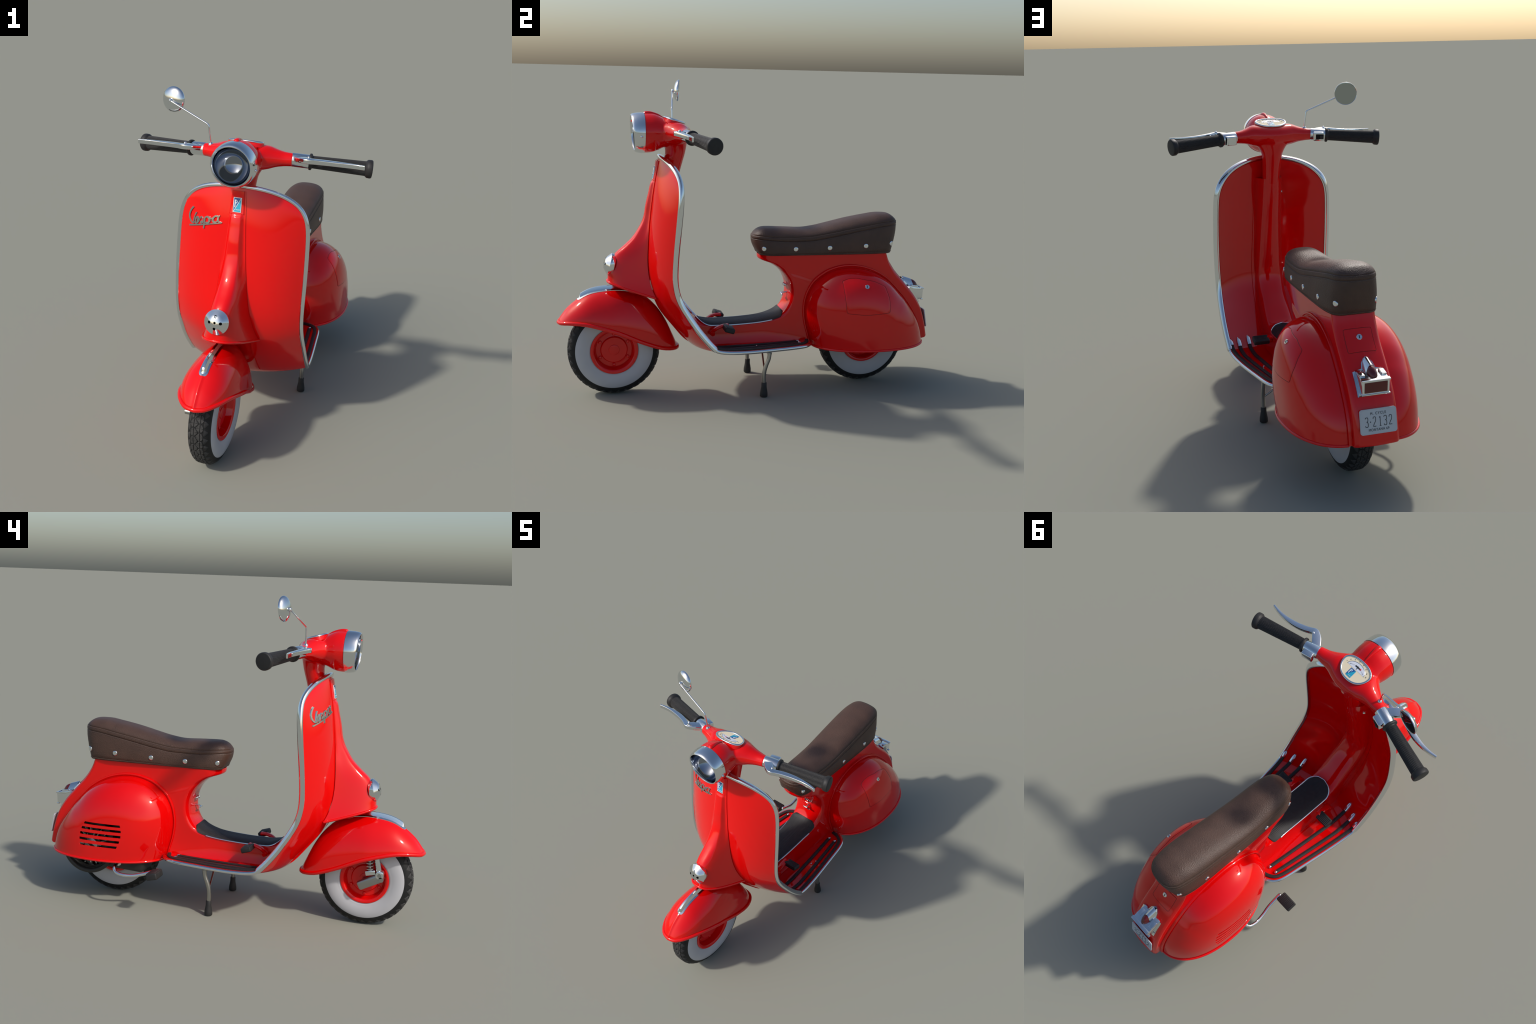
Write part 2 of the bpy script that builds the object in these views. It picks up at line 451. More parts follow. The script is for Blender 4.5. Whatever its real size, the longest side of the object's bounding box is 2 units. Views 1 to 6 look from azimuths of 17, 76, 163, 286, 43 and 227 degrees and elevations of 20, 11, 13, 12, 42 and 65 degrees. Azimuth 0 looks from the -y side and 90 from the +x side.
# enamel badge in the recess of the cover
def badge(name, M, w, h, parent, frame=True):
    b = put(name, Geo().join(box((w, h, .003), .001, 2), M), ENAMEL if frame else CYAN, parent=parent, angle=40)
    k = .86 if frame else 1.0
    a, c = w * k / 2, h * (1 - (1 - k) * w / h) / 2
    T = lambda pts, z0, z1: prism(pts, (np.array([(x, y, z1) for x, y in pts]), np.array([(x, y, z0) for x, y in pts])))
    e = .0009
    put("badge_enamel", Geo().join(T([(-a, c), (-a, -c + 2 * e), (a - 2 * e, c)], .001, .0021), M), NAVY, parent=parent)
    put("badge_enamel", Geo().join(T([(a, -c), (a, c - 2 * e), (-a + 2 * e, -c)], .001, .0021), M), CYAN, parent=parent)
    P = Geo()
    sx, px_, pz_ = .0042 * w / .036, -a * .62, c * .72
    P.join(tube(np.array([(px_, pz_, .0022), (px_ - .0, -c * .38, .0022)]), .0008, 4, up=(0, 0, 1), rb=w * .055))
    arc = [(px_ + w * .24 * math.sin(t), pz_ - h * .115 + h * .115 * math.cos(t), .0022) for t in np.linspace(0, math.pi, 14)]
    P.join(tube(np.array(arc), .0008, 4, up=(0, 0, 1), rb=w * .04))
    put("badge_letter", Geo().join(P, M), ENAMEL, parent=parent)
    t = text_geo("PIAGGIO", h * .105, .0006, .8)
    t2 = Geo().join(t, pose((a * .35, -c * .70, .0022), x=(1, 0, 0), y=(0, 1, 0)))
    put("badge_lettering", Geo().join(t2, M), ENAMEL, parent=parent)
    return b
slope = V(0, -.5125 + .500, 1.115 - 1.19); slope /= np.linalg.norm(slope)
bn = np.cross(V(1, 0, 0), -slope)
badge("badge", pose((0, tab(HC_Y, 1.152) - .0012, 1.152), x=(1, 0, 0), y=-slope), .038, .066, cover)

# script lettering on the shield: ribbon strokes laid on the sheet
def on_shield(a, b):
    x = 1.237e-4 * a + 3.1e-6 * b - .2898; z = 3.13e-5 * a - 1.0455e-4 * b + 1.1241
    return x, z
strokes = [
    ([(515, 385), (425, 490), (358, 640), (345, 760), (372, 890), (440, 1010), (525, 1090)], [78, 78, 72, 70, 66, 62, 45]),
    ([(668, 625), (615, 740), (570, 890), (535, 1070)], [62, 52, 46, 40]),
    ([(540, 1100), (600, 1050), (640, 990), (650, 900), (715, 830), (765, 880), (745, 990), (705, 1090), (650, 1060), (640, 960)], [36, 40, 60, 80, 95, 85, 70, 62, 50, 60]),
    ([(735, 1095), (800, 1000), (850, 890), (880, 800)], [40, 36, 36, 40]),
    ([(878, 805), (940, 850), (985, 940), (975, 1040), (930, 1085), (890, 1050), (940, 990)], [46, 48, 52, 60, 66, 70, 70]),
    ([(1068, 825), (1052, 1000), (1028, 1315)], [56, 56, 58]),
    ([(1060, 850), (1160, 825), (1250, 900), (1262, 990), (1190, 1090), (1090, 1060)], [52, 70, 90, 92, 76, 60]),
    ([(1265, 885), (1340, 905), (1410, 880)], [50, 44, 50]),
    ([(1600, 850), (1520, 815), (1420, 880), (1392, 970), (1440, 1065), (1520, 1080), (1600, 1020)], [50, 66, 76, 80, 74, 66, 50]),
    ([(1665, 800), (1612, 900), (1605, 990), (1650, 1075), (1765, 1125)], [40, 70, 66, 62, 38]),
    ([(362, 1175), (800, 1155), (1300, 1138), (1768, 1128)], [70, 56, 44, 30]),
]
LT = Geo()
for n_, (pts, ws) in enumerate(strokes):
    c = spline(pts, 6 * len(pts)); ww = np.interp(np.linspace(0, 1, len(c)), np.linspace(0, 1, len(ws)), ws)
    t = np.gradient(c, axis=0); t /= np.linalg.norm(t, axis=1, keepdims=True); nn = np.c_[-t[:, 1], t[:, 0]]
    rows = []
    for a_, w_ in ((c + nn * ww[:, None] / 2, 0), (c - nn * ww[:, None] / 2, 0)):
        rows.append([on_shield(*q) for q in a_])
    lift = .0046 + .00012 * (n_ % 4)
    Pt = np.array([[(x, shield_y(x, z) - lift, z) for x, z in r] for r in rows])
    Pb = Pt + V(0, .006, 0)
    LT.join(shell(Pt, Pb))
put("script_lettering", LT, LETTER, angle=30)

# ------------------------------------------------------------------ front mudguard
RIDGE = [(-.989, .398), (-.976, .419), (-.934, .470), (-.85, .529), (-.755, .549), (-.66, .547), (-.57, .522), (-.501, .463), (-.450, .389), (-.413, .312), (-.384, .246)]
RIM = [(.003, -.990, .389), (.045, -.976, .392), (.086, -.925, .399), (.114, -.85, .396), (.128, -.75, .370), (.126, -.68, .344), (.116, -.578, .295), (.098, -.48, .256), (.070, -.418, .242), (.038, -.390, .239), (.003, -.383, .239)]
NU, NF = 72, 49
ku = np.arange(11.)
Rg = spline([(0, a, b) for a, b in RIDGE], NU, keys=ku); Rm = spline(RIM, NU, keys=ku)
ph = np.linspace(-math.pi / 2, math.pi / 2, NF)
FD = np.zeros((NU, NF, 3))
for i in range(NU):
    u = 10 * i / (NU - 1)
    e = 2 / tab([(0, 1.76), (5, 1.82), (10, 2.5)], u)
    sx = np.sign(np.sin(ph)) * np.abs(np.sin(ph)) ** e; cz = np.abs(np.cos(ph)) ** e
    FD[i, :, 0] = Rm[i, 0] * sx
    FD[i, :, 1] = Rm[i, 1] + (Rg[i, 1] - Rm[i, 1]) * cz
    FD[i, :, 2] = Rm[i, 2] + (Rg[i, 2] - Rm[i, 2]) * cz
FDN = grid_normals(FD)
if FDN[NU // 2, NF // 2, 2] < 0: FDN = -FDN
bump = .004 * np.exp(-(FD[:, :, 0] / .007) ** 2) * (1 - smooth(2.2, 3.6, 10 * np.arange(NU) / (NU - 1)))[:, None]
FD = FD + FDN * bump[..., None]
fender = put("mudguard", shell(FD, FD - FDN * .004), RED, angle=50)
loop = np.vstack([Rm, mirror(Rm)[::-1]])
put("mudguard_lip", tube(even(spline(loop[::3], 160, closed=True), 140, True), .0105, 14, closed=True, up=(0, 0, 1)), RED, parent=fender, angle=60)
# chrome crest on the mudguard
ry = np.concatenate([np.linspace(-.8945, -.872, 12), np.linspace(-.865, -.615, 14)])
rz = np.interp(ry, Rg[:, 1], Rg[:, 2])
base = np.c_[np.zeros(26), ry, rz + .003]
wid = .0205 * np.sqrt(np.clip(1 - (1 - np.clip((ry + .8955) / .020, 0, 1)) ** 2, .02, 1)) * np.interp(ry, [-.9, -.75, -.6], [1, .95, .7])
CR = np.zeros((26, 15, 3))
fh = .018 * smooth(-.888, -.880, ry)
for j, t in enumerate(np.linspace(-1, 1, 15)):
    CR[:, j, 0] = wid * t
    CR[:, j, 1] = ry
    CR[:, j, 2] = base[:, 2] + .003 - .007 * abs(t) ** 1.5 + fh * (1 - smooth(.30, .50, abs(t)))
CR[0, :, 1] -= .001
put("crest", shell(CR, CR - V(0, 0, .012)), CHROME, parent=fender, angle=35)
# steering tube between mudguard and cover
put("steering_tube", tube(np.array([(0, -.575, .70), (0, -.622, .52), (0, -.65, .42)]), .026, 20), RED, angle=60)

# ------------------------------------------------------------------ wheels
def wheel_parts():
    tyre = Geo()
    half = [(.0, .2325), (.016, .2322), (.030, .2295), (.040, .2225), (.048, .212), (.0525, .200), (.0535, .193)]
    prof = [(-d, r) for d, r in half[::-1]] + half[1:]
    prof = [(-.046, .118), (-.0525, .150)] + prof + [(.0525, .150), (.046, .118)]
    tyre.join(lathe(prof, (0, 0, 0), (1, 0, 0), 96, closed=True))
    crown = lambda x: tab([(a, b) for a, b in half], abs(x))
    N, R = 36, .2325
    pitch = 2 * math.pi * R / N
    tread = Geo()
    def block(poly, k, lift=.0032):
        top, bot = [], []
        for x, v in poly:
            a = 2 * math.pi * (k + v / 2) / N; r = crown(x)
            for lst, dr in ((top, lift), (bot, -.003)):
                f = 1.0
                lst.append((x, (r + dr) * math.sin(a), (r + dr) * math.cos(a)))
        c = np.mean(top, 0)
        top_in = [tuple(c + (np.array(p) - c) * .9) for p in top]
        mid = [tuple(np.array(b) + (np.array(t) - np.array(b)) * .75) for t, b in zip(top, bot)]
        n = len(top)
        fs = [tuple(range(n))] + [(i, (i + 1) % n, n + (i + 1) % n, n + i) for i in range(n)] + [(n + i, n + (i + 1) % n, 2 * n + (i + 1) % n, 2 * n + i) for i in range(n)]
        tread.add(top_in + mid + bot, fs)
    for k in range(N):
        for s, off in ((1, .0), (-1, .5)):
            inner = [(s * .0135, -.90), (s * .009, -.86), (s * -.0035, -.18), (s * -.0035, -.06), (s * .009, -.04), (s * .009, .04), (s * -.0035, .06), (s * -.0035, .18), (s * .009, .86), (s * .0135, .90)]
            outer = [(s * .0155, -.90), (s * .0225, -.82), (s * .0275, -.45), (s * .0280, -.06), (s * .021, -.04), (s * .021, .04), (s * .0280, .06), (s * .0275, .45), (s * .0225, .82), (s * .0155, .90)]
            block(inner, k + off); block(outer, k + off)
            block([(s * .0302, -.78), (s * .036, -.66), (s * .0415, -.34), (s * .0465, 0), (s * .0415, .34), (s * .036, .66), (s * .0302, .78)], k + off + .5, .0018)
    wall = Geo()
    for s in SIDES:
        w = [(s * .0525, .1985), (s * .0548, .194), (s * .0585, .175), (s * .0588, .158), (s * .0565, .140), (s * .0545, .134), (s * .0545, .131), (s * .052, .126), (s * .047, .119)]
        wall.join(lathe(w if s > 0 else w, (0, 0, 0), (1, 0, 0), 96))
    rim = Geo()
    for s in SIDES:
        p = [(.046, .117), (.051, .1225), (.0545, .1215), (.0555, .118), (.054, .108), (.050, .1035), (.022, .098), (.016, .0955), (.0170, .0925), (.0185, .0915), (.0185, .0715), (.0195, .0695),
             (.0275, .0675), (.030, .0650), (.030, .030), (.0305, .0275), (.0335, .0262), (.0345, .0240), (.0345, .0001)]
        rim.join(lathe([(s * a, b) for a, b in p], (0, 0, 0), (1, 0, 0), 72))
    return mesh_of("tyre", tyre, TYRE, 60), mesh_of("tread", tread, TREAD, 40), mesh_of("whitewall", wall, WHITE, 50), mesh_of("wheel", rim, RED, 35)
TY, TR, WW, RI = wheel_parts()
BOLT = mesh_of("wheel_bolt", lathe([(-.004, .0088), (.003, .0088), (.0055, .0078), (.0070, .0050), (.0074, .0001)], (0, 0, 0), (1, 0, 0), 14), RED, 40)
for y in (-.714, .631):
    w = put("wheel", RI, None, M=pose((0, y, .236), x=(1, 0, 0), y=(0, 1, 0)))
    put("tyre", TY, None, parent=w); put("tread", TR, None, parent=w, stuff=True); put("whitewall", WW, None, parent=w)
    for s in SIDES:
        for i in range(6):
            a = i * math.pi / 3
            put("wheel_bolt", BOLT, None, parent=w, M=pose((s * .0185, .0815 * math.sin(a), .0815 * math.cos(a)), x=(s, 0, 0), y=(0, 1, 0)))
    ax = put("axle", tube(np.array([(-.085, y, .236), (.02, y, .236)]), .012, 14), STEEL)

# suspension on the kerb side of the wheel
sx = -.086
link_dir = V(0, .115, -.058); link_dir /= np.linalg.norm(link_dir)
S = Geo().join(box((.030, .118, .048), .012, 4), pose((sx, -.742, .2385), y=link_dir, z=(0, .46, .89)))
susp = put("suspension_link", S, STEEL, angle=40)
put("link_eye", lathe([(-.022, .0001), (-.022, .016), (-.020, .0205), (.020, .0205), (.022, .016), (.022, .0001)], (sx, -.795, .283), (1, 0, 0), 24), CHROME, parent=susp)
put("link_pin", lathe([(-.026, .0001), (-.026, .010), (.026, .010), (.026, .0001)], (sx, -.795, .283), (1, 0, 0), 16), STEEL, parent=susp)
put("link_bracket", Geo().join(box((.028, .05, .024), .004, 2), pose((sx, -.748, .288), x=(1, 0, 0), y=(0, .97, -.22))), CHROME, parent=susp)
put("link_pin", lathe([(-.02, .0001), (-.02, .013), (.02, .013), (.02, .0001)], (sx - .002, -.803, .262), (1, 0, 0), 16), STEEL, parent=susp)
put("damper", tube(np.array([(sx, -.790, .290), (sx, -.765, .405)]), .0135, 18), CHROME, parent=susp)
hel = np.array([(sx + .0165 * math.cos(t), -.745 + .0165 * math.sin(t) + .009 * t / 44, .300 + .105 * t / 44) for t in np.linspace(0, 44, 280)])
put("spring", tube(hel, .0036, 8), CHROME, parent=susp)
put("spring_core", tube(np.array([(sx, -.745, .29), (sx, -.736, .405)]), .009, 12), STEEL, parent=susp)
put("fork_arm", tube(spline([(sx + .005, -.770, .40), (sx + .02, -.745, .445), (-.03, -.69, .465), (0, -.65, .46)], 24), .017, 14), BLACK, parent=susp)

# ------------------------------------------------------------------ frame: column cover, tunnel, seat pillar (one pressing)
# each station: crown (y,z), foot (y,z), shoulder half width, shoulder depth, foot half width
ST = [
    ((-.383, 1.128), (-.496, 1.128), .064, .085, .070, 2.0), ((-.398, 1.02), (-.512, 1.02), .066, .080, .074, 2.0), ((-.424, .90), (-.526, .90), .068, .072, .077, 2.0),
    ((-.452, .72), (-.535, .71), .071, .056, .082, 2.1), ((-.466, .62), (-.528, .59), .073, .046, .086, 2.3), ((-.436, .54), (-.500, .48), .073, .042, .088, 2.4),
    ((-.362, .458), (-.420, .37), .073, .036, .090, 2.5), ((-.290, .388), (-.345, .288), .073, .028, .092, 2.7), ((-.225, .367), (-.26, .262), .075, .020, .095, 2.8), ((-.16, .363), (-.17, .258), .076, .016, .097, 2.8),
    ((-.056, .365), (-.05, .258), .077, .016, .099, 2.8), ((.048, .375), (.07, .258), .078, .020, .102, 2.8), ((.120, .393), (.2, .258), .085, .028, .105, 2.9), ((.168, .421), (.33, .252), .091, .036, .105, 3.1),
    ((.196, .468), (.5, .250), .096, .042, .104, 3.2), ((.204, .52), (.72, .250), .099, .046, .101, 3.2), ((.195, .572), (.925, .253), .100, .050, .097, 3.1), ((.170, .618), (.953, .335), .100, .056, .095, 2.9),
    ((.130, .656), (.906, .437), .096, .066, .094, 2.4), ((.085, .682), (.832, .539), .096, .074, .094, 2.3), ((.052, .693), (.768, .623), .096, .082, .094, 2.2), ((.041, .702), (.734, .686), .096, .086, .094, 2.2), ((.040, .723), (.723, .723), .096, .086, .094, 2.2)]
NT = 170
F_ = spline([(0, *s[0]) for s in ST], NT, keys=np.arange(len(ST))); B_ = spline([(0, *s[1]) for s in ST], NT, keys=np.arange(len(ST)))
WT, RC, WB, PW = (hermite(np.arange(len(ST)), [s[i] for s in ST], np.linspace(0, len(ST) - 1, NT)) for i in (2, 3, 4, 5))
def section(i, q, lift=0.0):
    """point on the frame pressing: station i, q in [-1,1] over the rounded crown, beyond that down the wall (|q| 1..2)"""
    d = B_[i] - F_[i]; L = np.linalg.norm(d); d = d / L
    a = min(abs(q), 1) * math.pi / 2; e = 2 / PW[i]
    x = WT[i] * math.sin(a) ** e if a > 0 else 0; dep = RC[i] * (1 - max(math.cos(a), 0) ** e)
    nx, nd = math.sin(a), -math.cos(a)
    if abs(q) > 1:
        t = abs(q) - 1
        x = WT[i] + (WB[i] - WT[i]) * (t ** 3 * .6 + t * .4); dep = RC[i] + (L - RC[i]) * t
        nx, nd = 1, 0
    sg = 1 if q >= 0 else -1
    return F_[i] + d * dep + V(sg * x, 0, 0) + (d * nd + V(sg * nx, 0, 0)) * lift
qq = np.concatenate([-np.linspace(2, 1, 16)[:-1], np.linspace(-1, 1, 33), np.linspace(1, 2, 16)[1:]])
FR = np.array([[section(i, q) for q in qq] for i in range(NT)])
frame = put("body_frame", grid(FR), RED, angle=50)
# closing sheet at the head of the column cover
put("column_cap", Geo().add(FR[0], [tuple(range(len(qq)))]), RED, parent=frame)

# flat flange along both sides of the column cover, lying on the inner skin
_i1 = SIN[:int(NR * 10.6 / 16)].reshape(-1, 3)
inner_y = lambda x, z: float(lookup(_i1[:, [0, 2]], _i1[:, 1], V(x, z)))
zc = np.linspace(1.128, .325, 60); xc = np.linspace(-1, 1, 41)
hw = np.interp(zc, [.32, .45, .6, .8, 1.128], [.098, .096, .093, .086, .074])
CF = np.array([[(w * t, inner_y(w * t, z) + .0045, z) for t in xc] for z, w in zip(zc, hw)])
put("column_flange", shell(CF, CF - V(0, .012, 0)), RED, parent=frame, angle=35)

# rear tail panel
TE = [(.728, .726), (.744, .682), (.784, .618), (.842, .553), (.905, .478), (.945, .408), (.970, .330), (.985, .254)]
tp = even(spline(TE, 60), 46)
tt = np.gradient(tp, axis=0); tt /= np.linalg.norm(tt, axis=1, keepdims=True); tn = np.c_[-tt[:, 1], tt[:, 0]]
tn = np.where(tn[:, :1] < 0, -tn, tn)
xs = np.concatenate([[-.0935, -.0950, -.0945], np.linspace(-.0925, .0925, 41), [.0945, .0950, .0935]])
TA = np.zeros((46, 47, 3))
for i in range(46):
    for j, x in enumerate(xs):
        u = abs(x) / .0925
        off = .013 * (1 - u ** 2) - .005 * max(0, u - .86) / .14 * max(0, u - .86) / .14 + .0010 * math.exp(-(x / .0016) ** 2)
        k = min(j, 46 - j)
        if k < 3: off = (-.040, -.016, -.0075)[k]
        TA[i, j] = (x, tp[i, 0] + tn[i, 0] * off, tp[i, 1] + tn[i, 1] * off)
foot = TA[-1].copy(); foot[:, 2] -= .006; foot[:, 1] -= .004
foot2 = foot.copy(); foot2[:, 1] -= .05
tail = put("tail_panel", grid(np.vstack([TA, foot[None], foot2[None]])), RED, angle=50)
tail_at = lambda x, z: (float(np.interp(-z, -tp[:, 1], tp[:, 0])), np.array([np.interp(-z, -tp[:, 1], tn[:, 0]), np.interp(-z, -tp[:, 1], tn[:, 1])]))
def tail_pt(x, z, lift=0.0):
    y, n = tail_at(x, z); o = .013 * (1 - (x / .0915) ** 2) + lift
    return V(x, y + n[0] * o, z + n[1] * o)

# tail lid gap shadow modelled as dark red tube; lid edge itself a raised skin
def rounded_rect(w, h, r, n=6):
    out = []
    for cx, cy, a0 in ((w - r, h - r, 0), (-w + r, h - r, 90), (-w + r, -h + r, 180), (w - r, -h + r, 270)):
        out += [(cx + r * math.cos(math.radians(a0 + 90 * k / n)), cy + r * math.sin(math.radians(a0 + 90 * k / n))) for k in range(n + 1)]
    return np.array(out)
def lid_skin(pts, point, lift, k=7):
    """thin skin over a surface, filling a closed outline by concentric rings"""
    c = pts.mean(0); rings = [c + (pts - c) * s for s in np.linspace(1, .04, k)]
    P = np.array([[point(a, b, -.001) for a, b in rings[0]], [point(a, b, lift * .6) for a, b in rings[0] * .995 + c * .005]] + [[point(a, b, lift) for a, b in r * .985 + c * .015] for r in rings])
    g = grid(P, cv=True); n = len(pts)
    g.f.append(tuple((len(P) - 1) * n + j for j in range(n)))
    return g
lid = rounded_rect(.0605, .041, .006) + V(0, .619)
lid_e = even(lid, 120, True)
put("tail_lid", lid_skin(lid_e, tail_pt, .0014), RED, parent=tail, angle=30)
put("drawn_gap_shadow", tube(np.array([tail_pt(a, b, .0004) for a, b in even((lid - lid.mean(0)) * 1.012 + lid.mean(0), 120, True)]), .0007, 6, closed=True), GAP_SHADE, parent=tail)

# round key locks
def lock(M, r, parent):
    o = put("key_lock", Geo().join(lathe([(-.004, r), (.003, r), (.0045, r * .9), (.0045, r * .72), (.0035, r * .68), (.0035, .0001)], (0, 0, 0), (0, 0, 1), 28), M), CHROME, parent=parent, angle=35)
    put("key_slot", Geo().join(Geo().join(box((r * .3, r * 1.05, .002), .0003, 1), pose((0, 0, .0036), x=(1, 0, 0), y=(0, 1, 0))), M), INK, parent=parent)
y_, n_ = tail_at(0, .628)
lock(pose(tail_pt(0, .628, .001), z=(0, n_[0], n_[1]), x=(1, 0, 0)), .0125, tail)

# tail lamp
TL = [(.880, .533), (.905, .527), (.967, .514), (.964, .457), (.930, .452), (.885, .50)]
def extrude_x(poly, x0, x1, bevel=.003):
    bm = bmesh.new()
    a = [bm.verts.new((x0, y, z)) for y, z in poly]; f = bm.faces.new(a)
    r = bmesh.ops.extrude_face_region(bm, geom=[f])
    bmesh.ops.translate(bm, vec=(x1 - x0, 0, 0), verts=[e for e in r["geom"] if isinstance(e, bmesh.types.BMVert)])
    bmesh.ops.recalc_face_normals(bm, faces=bm.faces)
    if bevel: bmesh.ops.bevel(bm, geom=list(bm.edges), offset=bevel, segments=2, affect="EDGES", profile=.5)
    bm.verts.index_update()
    g = Geo().add([v.co[:] for v in bm.verts], [tuple(v.index for v in f.verts) for f in bm.faces]); bm.free()
    return g
lamp = put("tail_lamp", extrude_x(TL, -.058, .058, .0025), CHROME, angle=35)
# base flange hugging the panel
fl = np.array([(.068, .529), (.030, .535), (.024, .553), (.012, .566), (0, .572), (-.012, .566), (-.024, .553), (-.030, .535), (-.068, .529), (-.068, .447), (.068, .447)])
fo = []
for a, b in zip(fl, np.roll(fl, -1, 0)):
    fo += [a + (b - a) * t for t in np.linspace(0, 1, 6, endpoint=False)]
fo = np.array(fo)
put("lamp_base", prism(fo, ([tail_pt(a, b - .012, .008) for a, b in fo], [tail_pt(a, b - .012, -.006) for a, b in fo])), CHROME, parent=lamp, angle=40)
put("lamp_lip", extrude_x([(.955, .520), (.972, .516), (.972, .510), (.955, .512)], -.061, .061, .0015), CHROME, parent=lamp, angle=35)
put("lamp_lip", extrude_x([(.955, .459), (.968, .457), (.967, .452), (.955, .452)], -.061, .061, .0015), CHROME, parent=lamp, angle=35)
put("lamp_glass", extrude_x([(.950, .506), (.9685, .506), (.9665, .462), (.950, .462)], -.049, .049, .002), REDLENS, parent=lamp, angle=35)
# pointed hood with a red lens
HD = np.zeros((10, 25, 3))
for i, t in enumerate(np.linspace(0, 1, 10)):
    for j, a in enumerate(np.linspace(-1, 1, 25)):
        w_ = (.0330 - .002 * t) * a
        h_ = (.060 - .004 * t) * (1 - abs(a) ** 1.9) ** .85
        HD[i, j] = (w_, .880 + .048 * t - .30 * h_, .5155 - .012 * t + h_)
HDn = HD * V(.78, 1, 1); HDn[:, :, 2] -= np.where(np.abs(np.linspace(-1, 1, 25)) < .9, .008, .0)[None]
put("lamp_hood", shell(HD, HDn), CHROME, parent=lamp, angle=40)
for s in SIDES:
    put("lamp_step", Geo().join(box((.022, .040, .010), .002, 2), pose((s * .046, .918, .5265), x=(1, 0, 0), y=(0, .975, -.21))), CHROME, parent=lamp, angle=40)
g = ball((.0245, .046, .042), 28, 16)
put("lamp_glass", Geo().join(g, pose((0, .908, .514), x=(1, 0, 0), y=(0, .97, -.24))), REDLENS, parent=lamp, angle=60)

# licence plate
pn = V(0, .985, .175)
PM = pose((-.003, 1.0, .349), z=pn, x=(-1, 0, 0))
PM[:3, 3] = V(-.003, tail_pt(0, .349)[1] + .0035, .349)
pl = rounded_rect(.078, .0505, .011)
plate = put("licence_plate", Geo().join(prism(pl, (np.c_[pl, np.full(len(pl), .002)], np.c_[pl, np.full(len(pl), -.002)])), PM), PLATE, angle=40)
ring_o = even(rounded_rect(.0755, .048, .0095), 100, True)
put("plate_bead", Geo().join(tube(np.c_[ring_o, np.full(100, .0018)], .0009, 6, closed=True), PM), PLATE, parent=plate)
for body, size, y, sq, sp in (("M. CYCLE", .0155, .0315, .85, 1.25), ("MONTANA 69", .0150, -.0335, .85, 1.12)):
    put("plate_lettering", Geo().join(Geo().join(text_geo(body, size, .0005, sq, sp), pose((0, y, .0023), x=(1, 0, 0), y=(0, 1, 0))), PM), PLATEINK, parent=plate, angle=0)

def numeral(ch):
    three = [(-.32, .36), (-.26, .47), (0, .5), (.26, .46), (.32, .30), (.26, .12), (0, .04), (.27, -.04), (.33, -.25), (.27, -.44), (0, -.5), (-.27, -.46), (-.33, -.34)]
    two = [(-.32, .30), (-.27, .45), (0, .5), (.27, .45), (.32, .27), (.24, .05), (-.10, -.22), (-.32, -.48)]
    return {"3": [three[:7], three[6:]], "2": [two, [(-.33, -.49), (.36, -.49)]], "1": [[(-.16, .36), (.02, .48)], [(.02, .49), (.02, -.49)], [(-.2, -.49), (.24, -.49)]], "-": [[(-.05, .06), (-.05, -.07)]]}[ch]
NUM = Geo()
for ch, cx in zip("3-2132", (-.047, -.030, -.014, .010, .032, .054)):
    for st in numeral(ch):
        c = spline(st, 8 * len(st)) if len(st) > 2 else np.array(st)
        c = np.c_[c[:, 0] * .0175 + cx - .003, c[:, 1] * .038 - .001, np.full(len(c), .0022)]
        NUM.join(tube(c, .0006, 6, up=(0, 0, 1), rb=.0015 if ch != "-" else .0018))
put("plate_lettering", Geo().join(NUM, PM), PLATEINK, parent=plate, angle=0)

# ------------------------------------------------------------------ side cowls
FLG = [(.946, .240), (.938, .29), (.922, .345), (.876, .426), (.809, .511), (.728, .589), (.647, .635), (.54, .6595), (.455, .653), (.388, .628), (.336, .590), (.298, .535), (.2775, .458), (.283, .365), (.300, .300), (.318, .240)]
CY, CZ, X0, HH = .613, .245, .104, .184
fa = np.array([math.atan2(z - CZ, y - CY) for y, z in FLG]); fr = np.array([math.hypot(z - CZ, y - CY) for y, z in FLG])
order = np.argsort(np.where(fa < -1, fa + 2 * math.pi, fa)); fa = np.where(fa < -1, fa + 2 * math.pi, fa)[order]; fr = fr[order]
rho = lambda a: hermite(fa, fr, a)
def n_exp(a):
    return hermite([-.2, 0, .25, .6, 1.15, 1.8, 2.35, 2.75, 3.14, 3.4], [2.35, 2.35, 2.5, 2.95, 3.6, 4.2, 3.1, 2.3, 1.95, 1.95], a)
def cowl_x(y, z, lift=0):
    a = math.atan2(z - CZ, y - CY)
    if a < -1: a += 2 * math.pi
    a = min(max(a, fa[0]), fa[-1])
    r = min(math.hypot(y - CY, z - CZ) / (float(rho(a)[0]) * .985), .999)
    return X0 + HH * (1 - r ** float(n_exp(a)[0])) ** .5 + lift
al = np.concatenate([np.linspace(0, .5, 26)[:-1], np.linspace(.5, 2.7, 70)[:-1], np.linspace(2.7, math.pi, 26)])
band = [(1.022, -.012), (1.022, .0005), (1.018, .0045), (1.008, .0055), (.999, .0045), (.993, .0005), (.986, .0)]
rin = np.concatenate([1 - np.linspace(0.0, 1, 16)[1:] ** 2 * .30, np.linspace(.70, .03, 26)[1:]])
CW = np.zeros((len(band) + len(rin), len(al), 3))
R_, NE = rho(al), n_exp(al)
for i in range(len(CW)):
    if i < len(band): r, x = band[i][0], np.full(len(al), X0 + band[i][1])
    else: r = rin[i - len(band)] * .985; x = X0 + HH * np.sqrt(1 - np.minimum(r / .985, 1) ** NE)
    CW[i, :, 0] = x; CW[i, :, 1] = CY + R_ * r * np.cos(al); CW[i, :, 2] = CZ + R_ * r * np.sin(al)
pole = np.tile(np.array([X0 + HH, CY, CZ]), (len(al), 1))
CW = np.vstack([CW, pole[None]])
